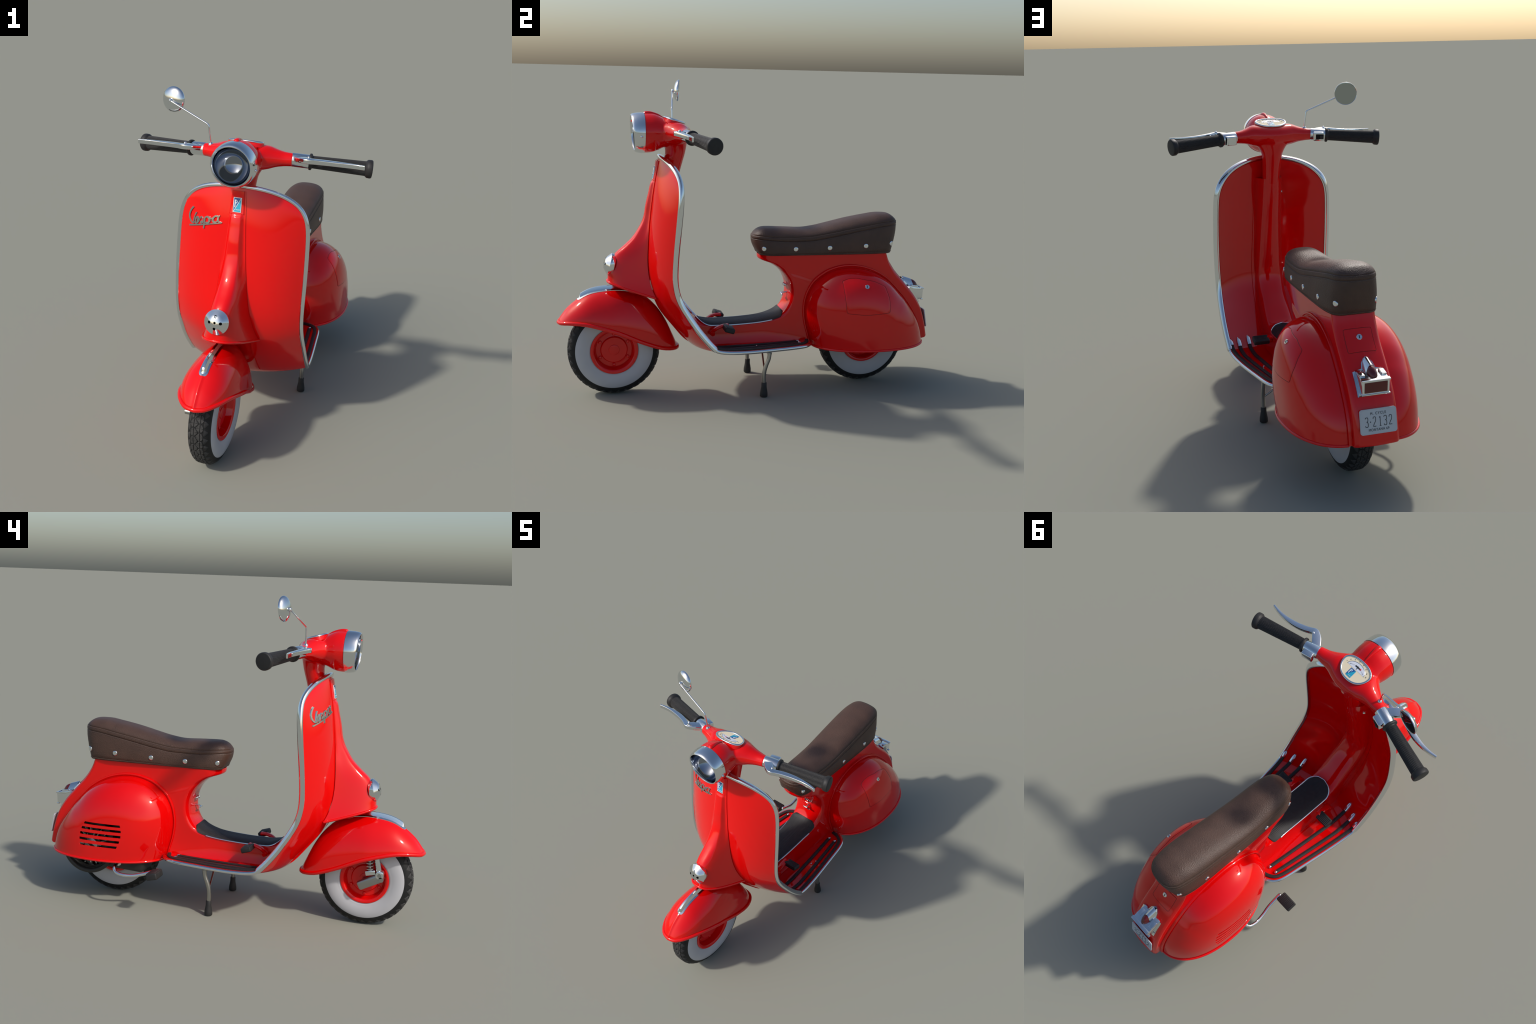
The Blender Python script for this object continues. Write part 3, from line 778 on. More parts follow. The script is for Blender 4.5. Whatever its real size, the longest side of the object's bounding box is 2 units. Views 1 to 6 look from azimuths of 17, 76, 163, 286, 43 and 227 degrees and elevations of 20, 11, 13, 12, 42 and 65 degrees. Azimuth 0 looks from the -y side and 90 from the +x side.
CN = grid_normals(CW); CN[-1] = V(1, 0, 0)
if CN[30, 60, 0] < 0: CN = -CN
CN[-1] = V(1, 0, 0)
for s in SIDES:
    m = V(s, 1, 1)
    g = Geo().join(shell(CW * m, (CW - CN * .004) * m)) if s > 0 else Geo().join(shell(CW * m, (CW - CN * .004) * m))
    cowl = put("cowl", g, RED, angle=45)
    rim = np.vstack([CW[::-1][:, -1][::-1][6:], CW[::-1][:, 0][:-6]]) * m
    rim = even(rim, 70) + V(s * .001, 0, -.003)
    put("cowl_lip", tube(rim, .0062, 10, up=(0, 0, 1)), RED, parent=cowl, angle=60)
    if s > 0:
        D = np.array([(.449, .604), (.485, .616), (.526, .618), (.622, .599), (.685, .570), (.699, .511), (.696, .443), (.566, .437), (.461, .448), (.455, .52)])
        D = even(np.vstack([even(np.array([D[i], D[(i + 1) % 10]]), 9)[:-1] for i in range(10)]), 150, True)
        sm = D.copy()
        for _ in range(3): sm = (np.roll(sm, 1, 0) + 2 * sm + np.roll(sm, -1, 0)) / 4
        cp = lambda y, z, lift: V(cowl_x(y, z, lift), y, z)
        put("cowl_door", lid_skin(sm, cp, .0016, 14), RED, parent=cowl, angle=30)
        out = (sm - sm.mean(0)) * 1.010 + sm.mean(0)
        put("drawn_gap_shadow", tube(np.array([cp(a, b, .0002) for a, b in out]), .0008, 6, closed=True), GAP_SHADE, parent=cowl)
        lock(pose((cowl_x(.574, .578) + .001, .574, .578), z=(.88, -.02, .47), x=(.0, 1, 0)), .0115, cowl)
    else:
        cutg = Geo()
        for (ya, yb, z1), (yc, yd, z0) in (((.695, .500, .436), (.703, .496, .4235)), ((.711, .494, .410), (.716, .493, .397)), ((.721, .494, .3825), (.722, .495, .369)),
                                          ((.725, .500, .354), (.725, .504, .3405)), ((.723, .512, .3255), (.719, .518, .3125))):
            p = [(ya, z1), (yb, z1), (yd, z0), (yc, z0)]
            cutg.join(prism(p, (np.array([(-.20, a, b) for a, b in p]), np.array([(-.34, a, b) for a, b in p]))))
        cut(cowl, cutg, 45)

# ------------------------------------------------------------------ engine on the kerb side
eng = put("engine_block", Geo().join(box((.145, .235, .13), .02, 3), pose((-.152, .510, .250), x=(1, 0, 0), y=(0, 1, .06))), BLACK, angle=40)
fc = V(0, .695, .297)
cov = Geo().join(lathe([(-.08, .125), (-.08, .140), (-.205, .145), (-.218, .142), (-.223, .134), (-.223, .119), (-.214, .112), (-.195, .111)], (0, fc[1], fc[2]), (1, 0, 0), 64))
for k in np.linspace(-.085, .085, 5):
    L_ = math.sqrt(.118 ** 2 - k * k)
    u = V(0, .80, .60); w = V(0, -.60, .80)
    cov.join(tube(np.array([V(-.208, *fc[1:]) + w * k - u * L_, V(-.208, *fc[1:]) + w * k + u * L_]), .004, 8, up=(1, 0, 0), rb=.009))
arc_a = np.radians(np.linspace(195, 345, 40))
arc_p = np.array([(-.214, fc[1] + .134 * math.cos(t), fc[2] + .134 * math.sin(t)) for t in arc_a])
cov.join(tube(arc_p, .012, 14, up=arc_p - fc * V(0, 1, 1) - V(-.214, 0, 0), rb=.030, power=4))
put("fan_cover", cov, BLACK, parent=eng, angle=40)
fan = Geo().join(lathe([(-.21, .0001), (-.21, .030), (-.206, .036), (-.17, .036)], (0, fc[1], fc[2]), (1, 0, 0), 30))
put("fan_hub", fan, FANMETAL, parent=eng)
VN = mesh_of("fan_vane", Geo().join(box((.020, .0034, .066), .0005, 1), pose((0, 0, .072), x=(1, 0, 0), y=(0, 1, 0))), FANMETAL, 40)
for i in range(20):
    a = i * math.tau / 20
    put("fan_vane", VN, None, parent=eng, M=pose((-.200, fc[1], fc[2]), x=(1, 0, 0), z=(0, math.sin(a), math.cos(a))))
put("fan_back", lathe([(-.150, .0001), (-.150, .125), (-.10, .13), (-.08, .05)], (0, fc[1], fc[2]), (1, 0, 0), 40), DARK, parent=eng)
put("cylinder_cowling", Geo().join(box((.09, .20, .12), .02, 3), pose((-.135, .50, .36), x=(1, 0, 0), y=(0, 1, 0))), BLACK, parent=eng)
put("swing_arm", tube(spline([(-.10, .60, .25), (-.09, .50, .24), (-.08, .36, .25)], 16), .025, 14), BLACK, parent=eng)
put("lever_boss", lathe([(-.235, .0001), (-.235, .012), (-.230, .0165), (-.18, .0165), (-.18, .0001)], (0, .530, .222), (1, 0, 0), 20), CHROME, parent=eng)
kick = spline([(-.20, .530, .223), (-.250, .530, .223), (-.277, .529, .214), (-.292, .517, .197), (-.300, .480, .187), (-.293, .425, .186), (-.282, .370, .198), (-.279, .300, .224)], 60)
pth, rr = rounded_ends(kick, .0092)
ks = put("kick_lever", tube(pth, rr, 12), CHROME, angle=60)
put("lever_joint", Geo().join(ball((.011, .011, .010)), pose((-.281, .292, .226), x=(1, 0, 0), y=(0, 1, 0))), CHROME, parent=ks)
pad = Geo().join(box((.088, .058, .034), .007, 3), pose((-.331, .289, .219), x=(1, 0, 0), y=(0, .97, -.22)))
for k in np.linspace(-.038, .038, 10):
    pad.join(box((.0045, .050, .004), .001, 1), pose((-.331 + k, .289, .219), x=(1, 0, 0), y=(0, .97, -.22)) @ np.array([[1, 0, 0, 0], [0, 1, 0, 0], [0, 0, 1, .0172], [0, 0, 0, 1]]))
put("lever_rubber", pad, RUBBER, parent=ks, angle=40)

# ------------------------------------------------------------------ centre mat and its chrome bead
i0, i1 = int(round(NT * 6.95 / 22)), int(round(NT * 12.95 / 22))
idx = np.arange(i0, i1 + 1)
pos = np.concatenate([[0], np.cumsum(np.linalg.norm(np.diff(F_[idx], axis=0), axis=1))])
def q_max(k):
    a = min(1, pos[k] / .072); b = min(1, (pos[-1] - pos[k]) / .035)
    f = .955 * math.sqrt(max(0, 1 - (1 - a) ** 2)) * (1 - .34 * (1 - b) ** 2)
    return math.asin(min(1, f ** (PW[idx[k]] / 2))) / (math.pi / 2)
NQ = 97
MT = np.zeros((len(idx), NQ, 3))
for a, i in enumerate(idx):
    for j, t in enumerate(np.linspace(-1, 1, NQ)):
        rib = .0008 * (.5 + .5 * math.cos(j * math.tau / 4)) if 3 < j < NQ - 4 else 0
        MT[a, j] = section(i, t * max(q_max(a), .03), .0045 + rib)
MB = np.array([[section(i, t * max(q_max(a), .03), -.004) for t in np.linspace(-1, 1, NQ)] for a, i in enumerate(idx)])
mat_o = put("tunnel_mat", shell(MT, MB), RUBBER, angle=50)
stop = max(k for k in range(len(idx)) if F_[idx[k], 1] < .105)
sideA = [section(idx[a], q_max(a) * 1.0, .005) for a in range(stop, 0, -1)]; sideB = [section(idx[a], -q_max(a) * 1.0, .005) for a in range(1, stop + 1)]
bead = even(np.vstack([sideA, [section(idx[0], 0, .005)], sideB]), 130)
pth, rr = rounded_ends(bead, .0036)
put("mat_bead", tube(pth, rr, 10), CHROME, parent=mat_o, angle=60)

# ------------------------------------------------------------------ rubber floor runners
def on_floor(x, y, lift=.004): return V(x, y, floor_z(x, y) + lift)
for s in SIDES:
    for tip, tail_ in (((.178, -.312), (.140, .236)), ((.236, -.285), (.184, .234))):
        ys = np.linspace(tip[1] + .018, tail_[1], 40)
        xs_ = np.interp(ys, [tip[1], -.16, tail_[1]], [tip[0], tip[0] * .96 + tail_[0] * .04, tail_[0]])
        p = np.array([on_floor(a, b) for a, b in zip(xs_, ys)])
        run = put("floor_runner", tube(p * V(s, 1, 1), .0055, 12, up=(0, 0, 1), rb=.0095, power=4), RUBBER, angle=40)
        a = on_floor(tip[0], tip[1] - .006, .0035); b = on_floor(xs_[1], ys[1], .0045)
        put("runner_tip", tube(np.array([a, a * .75 + b * .25, a * .3 + b * .7, b]) * V(s, 1, 1), [.0045, .0080, .0090, .0088], 12, up=(0, 0, 1), rb=[.006, .0110, .0118, .0112], power=2.6), CHROME, parent=run, angle=50)
        e = on_floor(*tail_, .004)
        put("runner_tip", Geo().join(ball((.0095, .011, .0085)), pose(e * V(s, 1, 1), x=(1, 0, 0), y=(0, 1, 0))), CHROME, parent=run, angle=60)
    # the outermost runner follows the floor edge round its corner
    outer = [(.284, -.256), (.277, -.20), (.258, -.06), (.234, .11), (.218, .21), (.202, .251), (.172, .275), (.128, .288)]
    o2 = spline(outer, 60)
    p = np.array([on_floor(a, b) for a, b in o2])
    run = put("floor_runner", tube(p * V(s, 1, 1), .0055, 12, up=(0, 0, 1), rb=.0095, power=4), RUBBER, angle=40)
    a = on_floor(.286, -.266, .004); b = on_floor(*o2[2], .0045)
    put("runner_tip", tube(np.array([a, a * .75 + b * .25, a * .3 + b * .7, b]) * V(s, 1, 1), [.0045, .0080, .0090, .0088], 12, up=(0, 0, 1), rb=[.006, .0110, .0118, .0112], power=2.6), CHROME, parent=run, angle=50)
    # foot pedal
    arm = spline([(.100, -.222, .322), (.112, -.200, .348), (.114, -.165, .364), (.112, -.132, .366)], 20)
    ped = put("pedal", tube(arm * V(s, 1, 1), .016, 12, up=(1, 0, 0), rb=.008, power=3), RED, angle=50)
    put("pedal_pivot", tube(np.array([(s * .080, -.215, .325), (s * .128, -.215, .325)]), .011, 16), RED, parent=ped)
    put("pedal_rod", tube(np.array([(s * .100, -.137, .366), (s * .125, -.137, .363)]), .008, 12), RED, parent=ped)
    pd = Geo().join(box((.080, .052, .026), .006, 3), pose((s * .156, -.138, .358), x=(1, 0, 0), y=(0, .95, -.30)))
    for k in np.linspace(-.019, .019, 6):
        pd.join(box((.070, .0035, .003), .001, 1), pose((s * .156, -.138, .358), x=(1, 0, 0), y=(0, .95, -.30)) @ np.array([[1, 0, 0, 0], [0, 1, 0, k], [0, 0, 1, .0132], [0, 0, 0, 1]]))
    put("pedal_rubber", pd, RUBBER, parent=ped, angle=40)
# small studs by the brake pedal
for dx, dy in ((0, 0), (.022, .012), (.012, .03)):
    put("floor_stud", Geo().join(ball((.005, .005, .004)), pose(on_floor(.205 + dx - .02, .005 + dy, .003), x=(1, 0, 0), y=(0, 1, 0))), CHROME)

# ------------------------------------------------------------------ centre stand
stand = put("kickstand", tube(np.array([(-.207, .070, .232), (.207, .070, .232)]), .012, 14), STEEL)
for s in SIDES:
    leg = spline([(s * .206, .070, .236), (s * .206, .066, .205), (s * .205, .052, .165), (s * .204, .043, .125), (s * .203, .044, .05)], 30)
    put("stand_leg", tube(leg, .0108, 14), STEEL, parent=stand, angle=60)
    put("stand_foot", lathe([(.002, .0001), (.0, .019), (.004, .0205), (.020, .0200), (.040, .0165), (.052, .0145), (.074, .0140), (.076, .0125), (.074, .010)], (s * .203, .044, 0), (0, 0, 1), 24), RUBBER, parent=stand, angle=40)
    put("stand_brace", tube(np.array([(s * .202, .046, .130), (s * .062, .060, .222)]), .0052, 10), STEEL, parent=stand)
put("stand_mount", Geo().join(box((.16, .06, .03), .006, 2), pose((0, .08, .238), x=(1, 0, 0), y=(0, 1, 0))), RED, parent=stand)

# ------------------------------------------------------------------ saddle
TOP = [(.0, .823), (.012, .844), (.035, .858), (.075, .8630), (.18, .859), (.275, .854), (.352, .8625), (.421, .8775), (.53, .9030), (.635, .9215), (.70, .9305), (.752, .930), (.783, .920), (.799, .899)]
PIPE = [(.0, .823), (.03, .825), (.10, .822), (.20, .819), (.29, .822), (.39, .836), (.50, .856), (.60, .874), (.70, .890), (.81, .898)]
LOWP = [(.0, .806), (.03, .808), (.10, .803), (.20, .798), (.29, .799), (.39, .812), (.50, .833), (.60, .852), (.70, .868), (.81, .877)]
half = [(0, .005), (.042, .011), (.073, .033), (.092, .078), (.099, .140), (.103, .22), (.107, .37), (.109, .52), (.109, .63), (.1035, .70), (.091, .754), (.062, .786), (.03, .796), (0, .799)]
hs = even(spline(half, 200), 61)
ol = np.vstack([hs, (hs * V(-1, 1))[-2:0:-1]])          # plan outline, closed
n_ol = len(ol)
tcur = np.roll(ol, -1, 0) - np.roll(ol, 1, 0); tcur /= np.linalg.norm(tcur, axis=1, keepdims=True); onr = np.c_[-tcur[:, 1], tcur[:, 0]]
onr *= np.sign((onr * (ol - V(0, .4))).sum(1, keepdims=True))
yy = ol[:, 1]
zb = np.full(n_ol, .7245); zl, zp = tab(LOWP, np.clip(yy, 0, .81)), tab(PIPE, np.clip(yy, 0, .81))
end = np.clip(np.abs(onr[:, 1]), 0, 1) ** np.where(onr[:, 1] < 0, 2.2, 1.8)
rows = []
def wall(t, off): # between hem and lower seam
    z = zb + (zl - zb) * t
    return np.c_[ol + onr * off[:, None] if np.ndim(off) else ol + onr * off, z]
for t, o in ((-.015, -.020), (0.0, -.006), (.05, -.0040), (.075, -.0052), (.085, -.0036), (.2, -.002), (.4, .0008), (.6, .0018), (.8, .0012), (.93, .0002), (.975, -.0008), (1.0, -.0026)):
    inset = -.031 * (1 - min(max(t, 0), 1)) ** 1.5 * end + (1 - end) * np.interp(t, [0, .3, .7, 1], [.0050, .0030, -.001, -.0035])
    rows.append(wall(t, o + inset))
dz = zp - zl
for t, o in ((.08, -.0006), (.3, .0008), (.6, .0006), (.88, -.0012), (1.0, -.0040), (1.06, -.0030)):
    rows.append(np.c_[ol + onr * (o - .0035 * (1 - end) - .0012 * t)[:, None], zl + dz * t])
spine = np.c_[np.zeros(n_ol), np.clip(yy, .085, .725)]
ztop_c = lambda y: tab(TOP, np.clip(y, 0, .808))
for q in np.concatenate([np.linspace(0.03, 1, 22)]):
    p = ol + onr * (-.0042 - .0035 * (1 - end))[:, None]; p = p + (spine - p) * q
    u = 1 - q
    dome = (1 - u ** 2.9) ** .66
    base_z = zp + dz * .06
    rows.append(np.c_[p, base_z + (ztop_c(p[:, 1]) - base_z) * dome])
ST_ = np.array(rows)
seat = put("saddle", grid(ST_, cv=True), LEATHER, angle=70)
put("saddle_pan", Geo().add(rows[0], [tuple(range(n_ol))]), DARK, parent=seat)
# seams: thin sunk piping lines and thread stitches
def stitch(row, off, gap, ln, name):
    p = even(np.vstack([row, row[:1]]), int(2.2 / gap))
    g = Geo()
    for i in range(0, len(p) - 1):
        a = p[i]; d = p[i + 1] - p[i]; d /= np.linalg.norm(d)
        g.join(tube(np.array([a, a + d * ln]), .0007, 4))
    put(name, g, THREAD, parent=seat, stuff=True, angle=0)
stitch(np.c_[ol + onr * (.0006 - .0033 * (1 - end))[:, None], zl - .004], 0, .0075, .0050, "stitching")
stitch(np.c_[ol + onr * (-.0008 - .0035 * (1 - end))[:, None], zp - .0035], 0, .0075, .0050, "stitching")
stitch(np.c_[ol + onr * (-.0036 - .031 * .9 * end + .0055 * (1 - end))[:, None], zb + .0075], 0, .0075, .0050, "stitching")
STUD = mesh_of("saddle_stud", lathe([(-.004, .0127), (.0015, .0127), (.0030, .0119), (.0040, .0085), (.0044, .0040), (.0045, .0001)], (0, 0, 0), (0, 0, 1), 20), CHROME, 60)
for s in SIDES:
    for x, y, z in ((.078, .062, .760), (.108, .2235, .7585), (.109, .4095, .762), (.109, .5975, .769), (.078, .750, .776)):
        k = int(np.argmin(((ol - V(s * x, y)) ** 2).sum(1)))
        t = (z - zb[k]) / (zl[k] - zb[k])
        o = np.interp(t, [.085, .2, .4, .6], [-.0036, -.002, .0008, .0018]) - .031 * (1 - t) ** 1.5 * end[k] + (1 - end[k]) * np.interp(t, [0, .3, .7, 1], [.0050, .0030, -.001, -.0035])
        c = np.r_[ol[k] + onr[k] * o, z]
        put("saddle_stud", STUD, None, parent=seat, M=pose(c, z=(onr[k][0], onr[k][1], -.04), x=(0, 0, 1)))

# hooks on the pillar under the saddle nose
hk = put("bag_hook", tube(np.array([(.012, .205, .510), (.012, .176, .506)]), .005, 12), CHROME)
pth, rr = rounded_ends(np.array([(-.006, .174, .503), (.012, .172, .504), (.032, .174, .500)]), .0048)
put("hook_bar", tube(pth, rr, 12), CHROME, parent=hk)
for x in (-.004, .020):
    put("choke_knob", lathe([(-.03, .003), (-.012, .003), (-.011, .0075), (-.002, .0080), (0, .0065), (0, .0001)], (x, .183, .553), (0, -1, .15), 16), CHROME)
put("choke_plate", Geo().join(box((.045, .004, .014), .002, 2), pose((.008, .1925, .548), x=(1, 0, 0), y=(0, .97, -.2))), CHROME)
# ignition lock on the column
put("column_lock", Geo().join(lathe([(-.01, .010), (.004, .010), (.007, .0075), (.012, .006), (.012, .0001)], (0, 0, 0), (0, 0, 1), 18), pose((-.055, -.448, 1.052), z=(-.75, .65, .1), x=(0, 0, 1))), CHROME, angle=40)

# ------------------------------------------------------------------ handlebar head
def loft_rings(rings, seg=40):
    """closed loft through elliptical rings: (centre, axis1*r1, axis2*r2)"""
    a = np.linspace(0, 2 * math.pi, seg, endpoint=False)
    P = np.array([[V(*c) + V(*u) * math.cos(x) + V(*w) * math.sin(x) for x in a] for c, u, w in rings])
    g = grid(P, cv=True); n = len(rings)
    g.f += [tuple(range(seg - 1, -1, -1)), tuple((n - 1) * seg + j for j in range(seg))]
    return g
def rake(g, amt=.1):
    v = g.verts(); front = np.clip((-.556 - v[:, 1]) / .06, 0, 1)
    v[:, 1] -= amt * (v[:, 2] - 1.348) * front
    return Geo().add(v, g.f)
HB = Geo()
# lamp barrel, tapering back into the instrument hump
bar = [(-.558, 1.348, .0985, .0990), (-.535, 1.3485, .0985, .0990), (-.51, 1.3495, .0955, .0975), (-.485, 1.350, .087, .094), (-.46, 1.350, .075, .092), (-.43, 1.349, .064, .090), (-.40, 1.348, .056, .084), (-.37, 1.347, .049, .074), (-.345, 1.346, .041, .056), (-.328, 1.345, .025, .032), (-.324, 1.345, .008, .010)]
k = np.arange(len(bar)); bb = spline([b for b in bar], 60, keys=k)
HB.join(loft_rings([((0, y, z), (rx, 0, 0), (0, 0, rz)) for y, z, rz, rx in bb]))
# arms
arm = [(0, -.402, 1.350, .082, .055), (.04, -.404, 1.351, .082, .0545), (.075, -.408, 1.352, .078, .0545), (.105, -.400, 1.353, .060, .0500), (.135, -.392, 1.352, .0465, .0395), (.165, -.384, 1.350, .0375, .0325), (.19, -.380, 1.3495, .0315, .0300), (.208, -.377, 1.349, .0290, .0290)]
ar = spline(arm, 40, keys=np.arange(len(arm)))
full = np.vstack([ar[::-1] * V(-1, 1, 1, 1, 1), ar[1:]])
HB.join(loft_rings([((x, y, z), (0, ry, 0), (0, 0, rz)) for x, y, z, ry, rz in full]))
# neck
nk = [(-.398, 1.345, .120, .065), (-.397, 1.325, .104, .062), (-.396, 1.305, .083, .058), (-.396, 1.285, .067, .055), (-.397, 1.262, .056, .052), (-.401, 1.235, .0505, .0495), (-.409, 1.20, .0475, .0475), (-.418, 1.16, .0455, .0455), (-.428, 1.115, .0440, .0450), (-.431, 1.10, .0440, .0450)]
nk = spline(nk, 50, keys=np.arange(len(nk)))
HB.join(loft_rings([((0, y, z), (rx, 0, 0), (0, ry, 0)) for y, z, rx, ry in nk]))
head = put("handlebar_head", HB, RED, angle=0)
md = head.modifiers.new("r", "REMESH"); md.mode, md.voxel_size, md.use_smooth_shade = "VOXEL", .0032, True
md = head.modifiers.new("s", "SMOOTH"); md.factor, md.iterations = .5, 14
bake(head)
head.data.polygons.foreach_set("use_smooth", [True] * len(head.data.polygons))
cut(head, rake(lathe([(-.075, .0001), (-.075, .040), (-.05, .072), (-.02, .089), (.03, .090), (.03, .0001)], (0, -.556, 1.348), (0, -1, 0), 48)), 60)
# raised spear on top of the lamp barrel
sp = [(0, -.557, 1.4440), (0, -.545, 1.4465), (0, -.525, 1.4455), (0, -.50, 1.4395), (0, -.475, 1.4300), (0, -.450, 1.4190)]
p = spline(sp, 30); u = np.linspace(0, 1, 30)
put("lamp_spear", tube(p, np.interp(u, [0, .1, .3, .7, 1], [.004, .0090, .0100, .0085, .002]), 14, up=(0, 0, 1), rb=np.interp(u, [0, .1, .3, .7, 1], [.010, .0135, .0120, .006, .002])), RED, parent=head, angle=60)

# headlamp: chrome ring with raked face, reflector bowl, bulb cap, glass
ring = [(.000, .094), (.000, .1005), (.012, .1008), (.030, .0995), (.046, .0965), (.053, .0935), (.0565, .0895), (.0560, .0860), (.052, .0840), (.044, .0835), (.036, .0845), (.020, .090)]
RG = rake(lathe(ring, (0, -.556, 1.348), (0, -1, 0), 72, closed=True))
lampo = put("headlamp_ring", RG, CHROME, parent=ROOT, angle=40)
bowl = [(.043, .0842)] + [(.040 - .080 * (1 - (r / .084) ** 2) ** .62, r) for r in (.0835, .082, .079, .074, .067, .058, .048, .038, .028, .018, .009, .0001)]
put("reflector_bowl", rake(lathe(bowl, (0, -.556, 1.348), (0, -1, 0), 64)), BOWL, parent=lampo, angle=70)
put("ring_screw", Geo().join(ball((.006, .007, .006)), pose((.1005, -.575, 1.335), x=(1, 0, 0), y=(0, 1, 0))), CHROME, parent=lampo, angle=60)

# speedometer set in the top of the head
dn = V(0, .275, .961)
DM = pose((0, -.404, 1.4135), z=dn, x=(-1, 0, 0))      # local x to the rider's right, local y forward
a = np.linspace(0, math.tau, 90, endpoint=False)
do = np.array([(.0765 * np.sign(math.cos(t)) * abs(math.cos(t)) ** .9, .012 + (.038 if math.sin(t) > 0 else .066) * math.sin(t)) for t in a])
bz = put("speedometer_bezel", Geo().join(tube(np.c_[do, np.full(90, .000)], .0055, 12, closed=True, up=(0, 0, 1), rb=.0050), DM), CHROME, parent=ROOT, angle=60)
seat_z = [(1.02, .0005), (1.045, -.001), (1.06, -.004), (1.075, -.010), (1.09, -.022)]
put("dial_seat", Geo().join(grid(np.array([np.c_[do * k_, np.full(90, z_)] for k_, z_ in seat_z]), cv=True), DM), RED, parent=bz, angle=60)
put("dial_face", Geo().join(prism(do, (np.c_[do * .97, np.full(90, .0018)], np.c_[do * .97, np.full(90, -.003)])), DM), CREAM, parent=bz, angle=40)
seg_ = [(.050 * math.cos(t), -.000 + .032 * math.sin(t)) for t in np.linspace(0, math.pi, 30)]
put("dial_window", Geo().join(prism(seg_, (np.array([(x, y + .002, .0023) for x, y in seg_]), np.array([(x, y + .002, -.001) for x, y in seg_]))), DM), DIALWHITE, parent=bz, angle=30)
arcp = np.array([(x, y + .002, .0020) for x, y in seg_])
put("window_rim", Geo().join(tube(arcp, .0012, 6), DM), STEEL, parent=bz)
lab = Geo()
for i, t in enumerate(("0", "10", "20", "40", "60", "80", "100", "120")):
    an = math.radians(172 - 164 * i / 7)
    c = (.0595 * math.cos(an), .002 + .0395 * math.sin(an), .0021)
    lab.join(text_geo(t, .0058, .0003, .9), pose(c, x=(math.sin(an), -math.cos(an), 0), y=(math.cos(an), math.sin(an), 0)))
for i in range(15):
    an = math.radians(165 - 150 * i / 14); r0 = .032 if i % 2 else .029
    d = V(math.cos(an), .33 * math.sin(an), 0)
    c0 = V(.038 * math.cos(an) * 1.0, .003 + .012 * math.sin(an), .0027); c1 = V(.043 * math.cos(an), .003 + .0155 * math.sin(an), .0027)
    lab.join(tube(np.array([c0, c1]), .00045, 4))
put("dial_marking", Geo().join(lab, DM), INK, parent=bz, angle=0)
hand = Geo().join(box((.026, .0058, .001), .0002, 1), pose((.000, .017, .0032), x=(1, 0, 0), y=(0, 1, 0))).join(box((.0028, .017, .001), .0002, 1), pose((.001, .014, .0033), x=(1, 0, 0), y=(0, 1, 0)))
put("dial_hand", Geo().join(hand, DM), INK, parent=bz, angle=0)
put("hand_tip", Geo().join(Geo().join(box((.0075, .0058, .001), .0002, 1), pose((.0165, .017, .0034), x=(1, 0, 0), y=(0, 1, 0))), DM), REDINK, parent=bz, angle=0)
badge("dial_badge", DM @ pose((-.006, -.0220, .0008), x=(1, 0, 0), y=(0, 1, 0)), .030, .040, bz, frame=False)

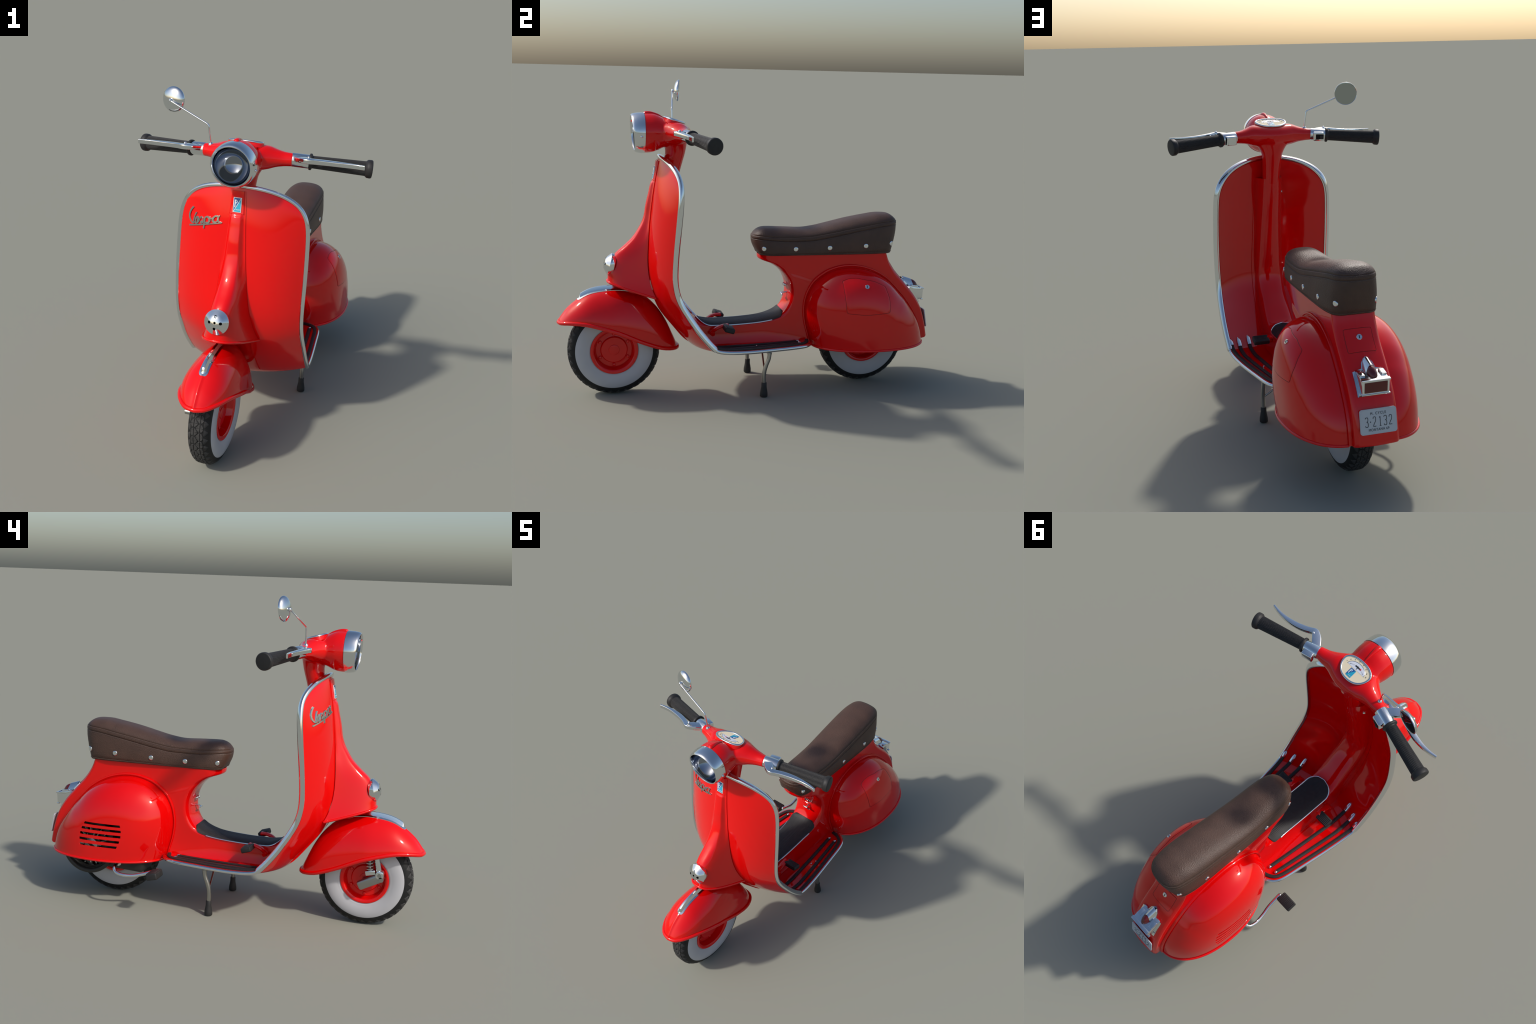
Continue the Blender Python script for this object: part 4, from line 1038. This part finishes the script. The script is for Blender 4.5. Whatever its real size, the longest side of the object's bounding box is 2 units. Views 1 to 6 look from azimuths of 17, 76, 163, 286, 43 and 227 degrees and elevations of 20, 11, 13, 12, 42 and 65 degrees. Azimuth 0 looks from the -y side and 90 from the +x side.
# grips, clamps, levers
def bar_pt(x, s): return V(s * x, -.4253 + .2525 * x, 1.3632 - .0705 * x)
for s in SIDES:
    d = bar_pt(1, s) - bar_pt(0, s); d /= np.linalg.norm(d)
    O = bar_pt(.203, s)
    ln = lambda x: float(np.linalg.norm(bar_pt(x, s) - O))
    cl = put("lever_clamp", lathe([(-.004, .0001), (-.004, .0295), (.0, .0305), (.072, .0305), (.075, .0290), (.075, .0001)], O, d, 32), CHROME, parent=ROOT, angle=40)
    # squared switch box behind the clamp
    bx = Geo().join(box((.056, .040, .046), .006, 3), pose(bar_pt(.231, s) + V(0, .030, -.006), x=d * s, z=(0, .12, 1)))
    put("switch_box", bx, CHROME, parent=cl, angle=40)
    if s < 0:
        put("switch_window", Geo().join(box((.040, .006, .026), .003, 2), pose(bar_pt(.231, s) + V(0, .0495, -.008), x=d * s, z=(0, .12, 1))), DARK, parent=cl)
        put("switch_rocker", Geo().join(box((.014, .010, .018), .003, 2), pose(bar_pt(.238, s) + V(0, .0520, -.010), x=d * s, z=(0, .12, 1))), RUBBER, parent=cl)
    # grip with lengthwise ribs
    L0, L1 = ln(.280), ln(.540)
    prof = [(-.003, .024), (-.003, .0345), (.000, .0362), (.006, .0362), (.0085, .0345), (.011, .0285), (.016, .0265)]
    g = Geo().join(lathe([(L0 - .004 + a_, b_) for a_, b_ in prof], O, d, 48))
    body = np.linspace(L0 + .010, L1 - .028, 8); seg = 144
    aa = np.linspace(0, math.tau, seg, endpoint=False)
    u0 = np.cross(d, V(0, 0, 1)); u0 /= np.linalg.norm(u0); w0 = np.cross(d, u0)
    ribs = np.where((np.arange(seg) % 4) < 2, .0011, -.0003)
    P = np.array([[O + d * l_ + (u0 * math.cos(x) + w0 * math.sin(x)) * (np.interp(l_, [L0, L1], [.0262, .0318]) + ribs[k_]) for k_, x in enumerate(aa)] for l_ in body])
    g.join(grid(P, cv=True))
    e0 = L1 - .030
    g.join(lathe([(e0 - .002, .0300), (e0 + .001, .0330), (e0 + .006, .0375), (e0 + .010, .0398), (e0 + .022, .0405), (e0 + .027, .0398), (e0 + .030, .0370), (e0 + .031, .0320), (e0 + .0305, .0001)], O, d, 48))
    put("hand_grip", g, RUBBER, parent=head, angle=35)
    # lever: flat forged blade
    ctr = spline([(s * .228, -.382, 1.357), (s * .256, -.410, 1.363), (s * .281, -.427, 1.3655), (s * .290, -.4285, 1.3655), (s * .305, -.4225, 1.364), (s * .33, -.4105, 1.3615), (s * .37, -.3965, 1.358), (s * .41, -.388, 1.3555), (s * .45, -.384, 1.354), (s * .49, -.3855, 1.3535), (s * .525, -.391, 1.3535)], 70)
    tt_ = np.linspace(0, 1, 70)
    put("brake_lever", tube(ctr, np.interp(tt_, [0, .25, 1], [.0125, .0115, .0098]), 20, up=(0, 0, 1), rb=np.interp(tt_, [0, .12, .24, .35, .5, .65, .85, 1], [.021, .022, .0170, .0125, .0130, .0115, .007, .0045]), power=7), CHROME, parent=cl, angle=40)
    put("lever_screw", Geo().join(ball((.0065, .0065, .006)), pose((s * .285, -.416, 1.3775), x=(1, 0, 0), y=(0, 1, 0))), CHROME, parent=cl, angle=60)

# mirror on the rider's right
stem = np.vstack([[(-.173, -.391, 1.375), (-.175, -.391, 1.395), (-.1835, -.391, 1.455)], [(-.186, -.3905, 1.464), (-.196, -.389, 1.470)], [(-.30, -.374, 1.513), (-.376, -.363, 1.545)]])
pth, rr = rounded_ends(even(stem, 60), .0042)
mir = put("mirror_stem", tube(pth, rr, 10), CHROME, parent=ROOT, angle=60)
put("stem_foot", lathe([(-.004, .011), (.003, .0105), (.007, .008), (.009, .005), (.009, .0001)], (-.173, -.391, 1.379), (0, 0, 1), 18), CHROME, parent=mir)
mn = V(.19, .975, -.07); mn /= np.linalg.norm(mn)
mc = V(-.378, -.333, 1.550)
put("mirror_dish", lathe([(.004, .0555), (.0055, .0570), (.003, .0578), (-.001, .0572), (-.008, .0520), (-.014, .0420), (-.0185, .028), (-.0205, .012), (-.0208, .0001)], mc, mn, 48), CHROME, parent=mir, angle=60)
put("mirror_pane", lathe([(.0035, .0560), (.0045, .0500), (.0052, .0001)], mc, mn, 48), MIRRORGLASS, parent=mir, angle=60)
put("mirror_joint", Geo().join(ball((.009, .012, .009)), pose(mc - mn * .023 + V(0, 0, -.003), x=(1, 0, 0), y=(0, 1, 0))), CHROME, parent=mir, angle=60)
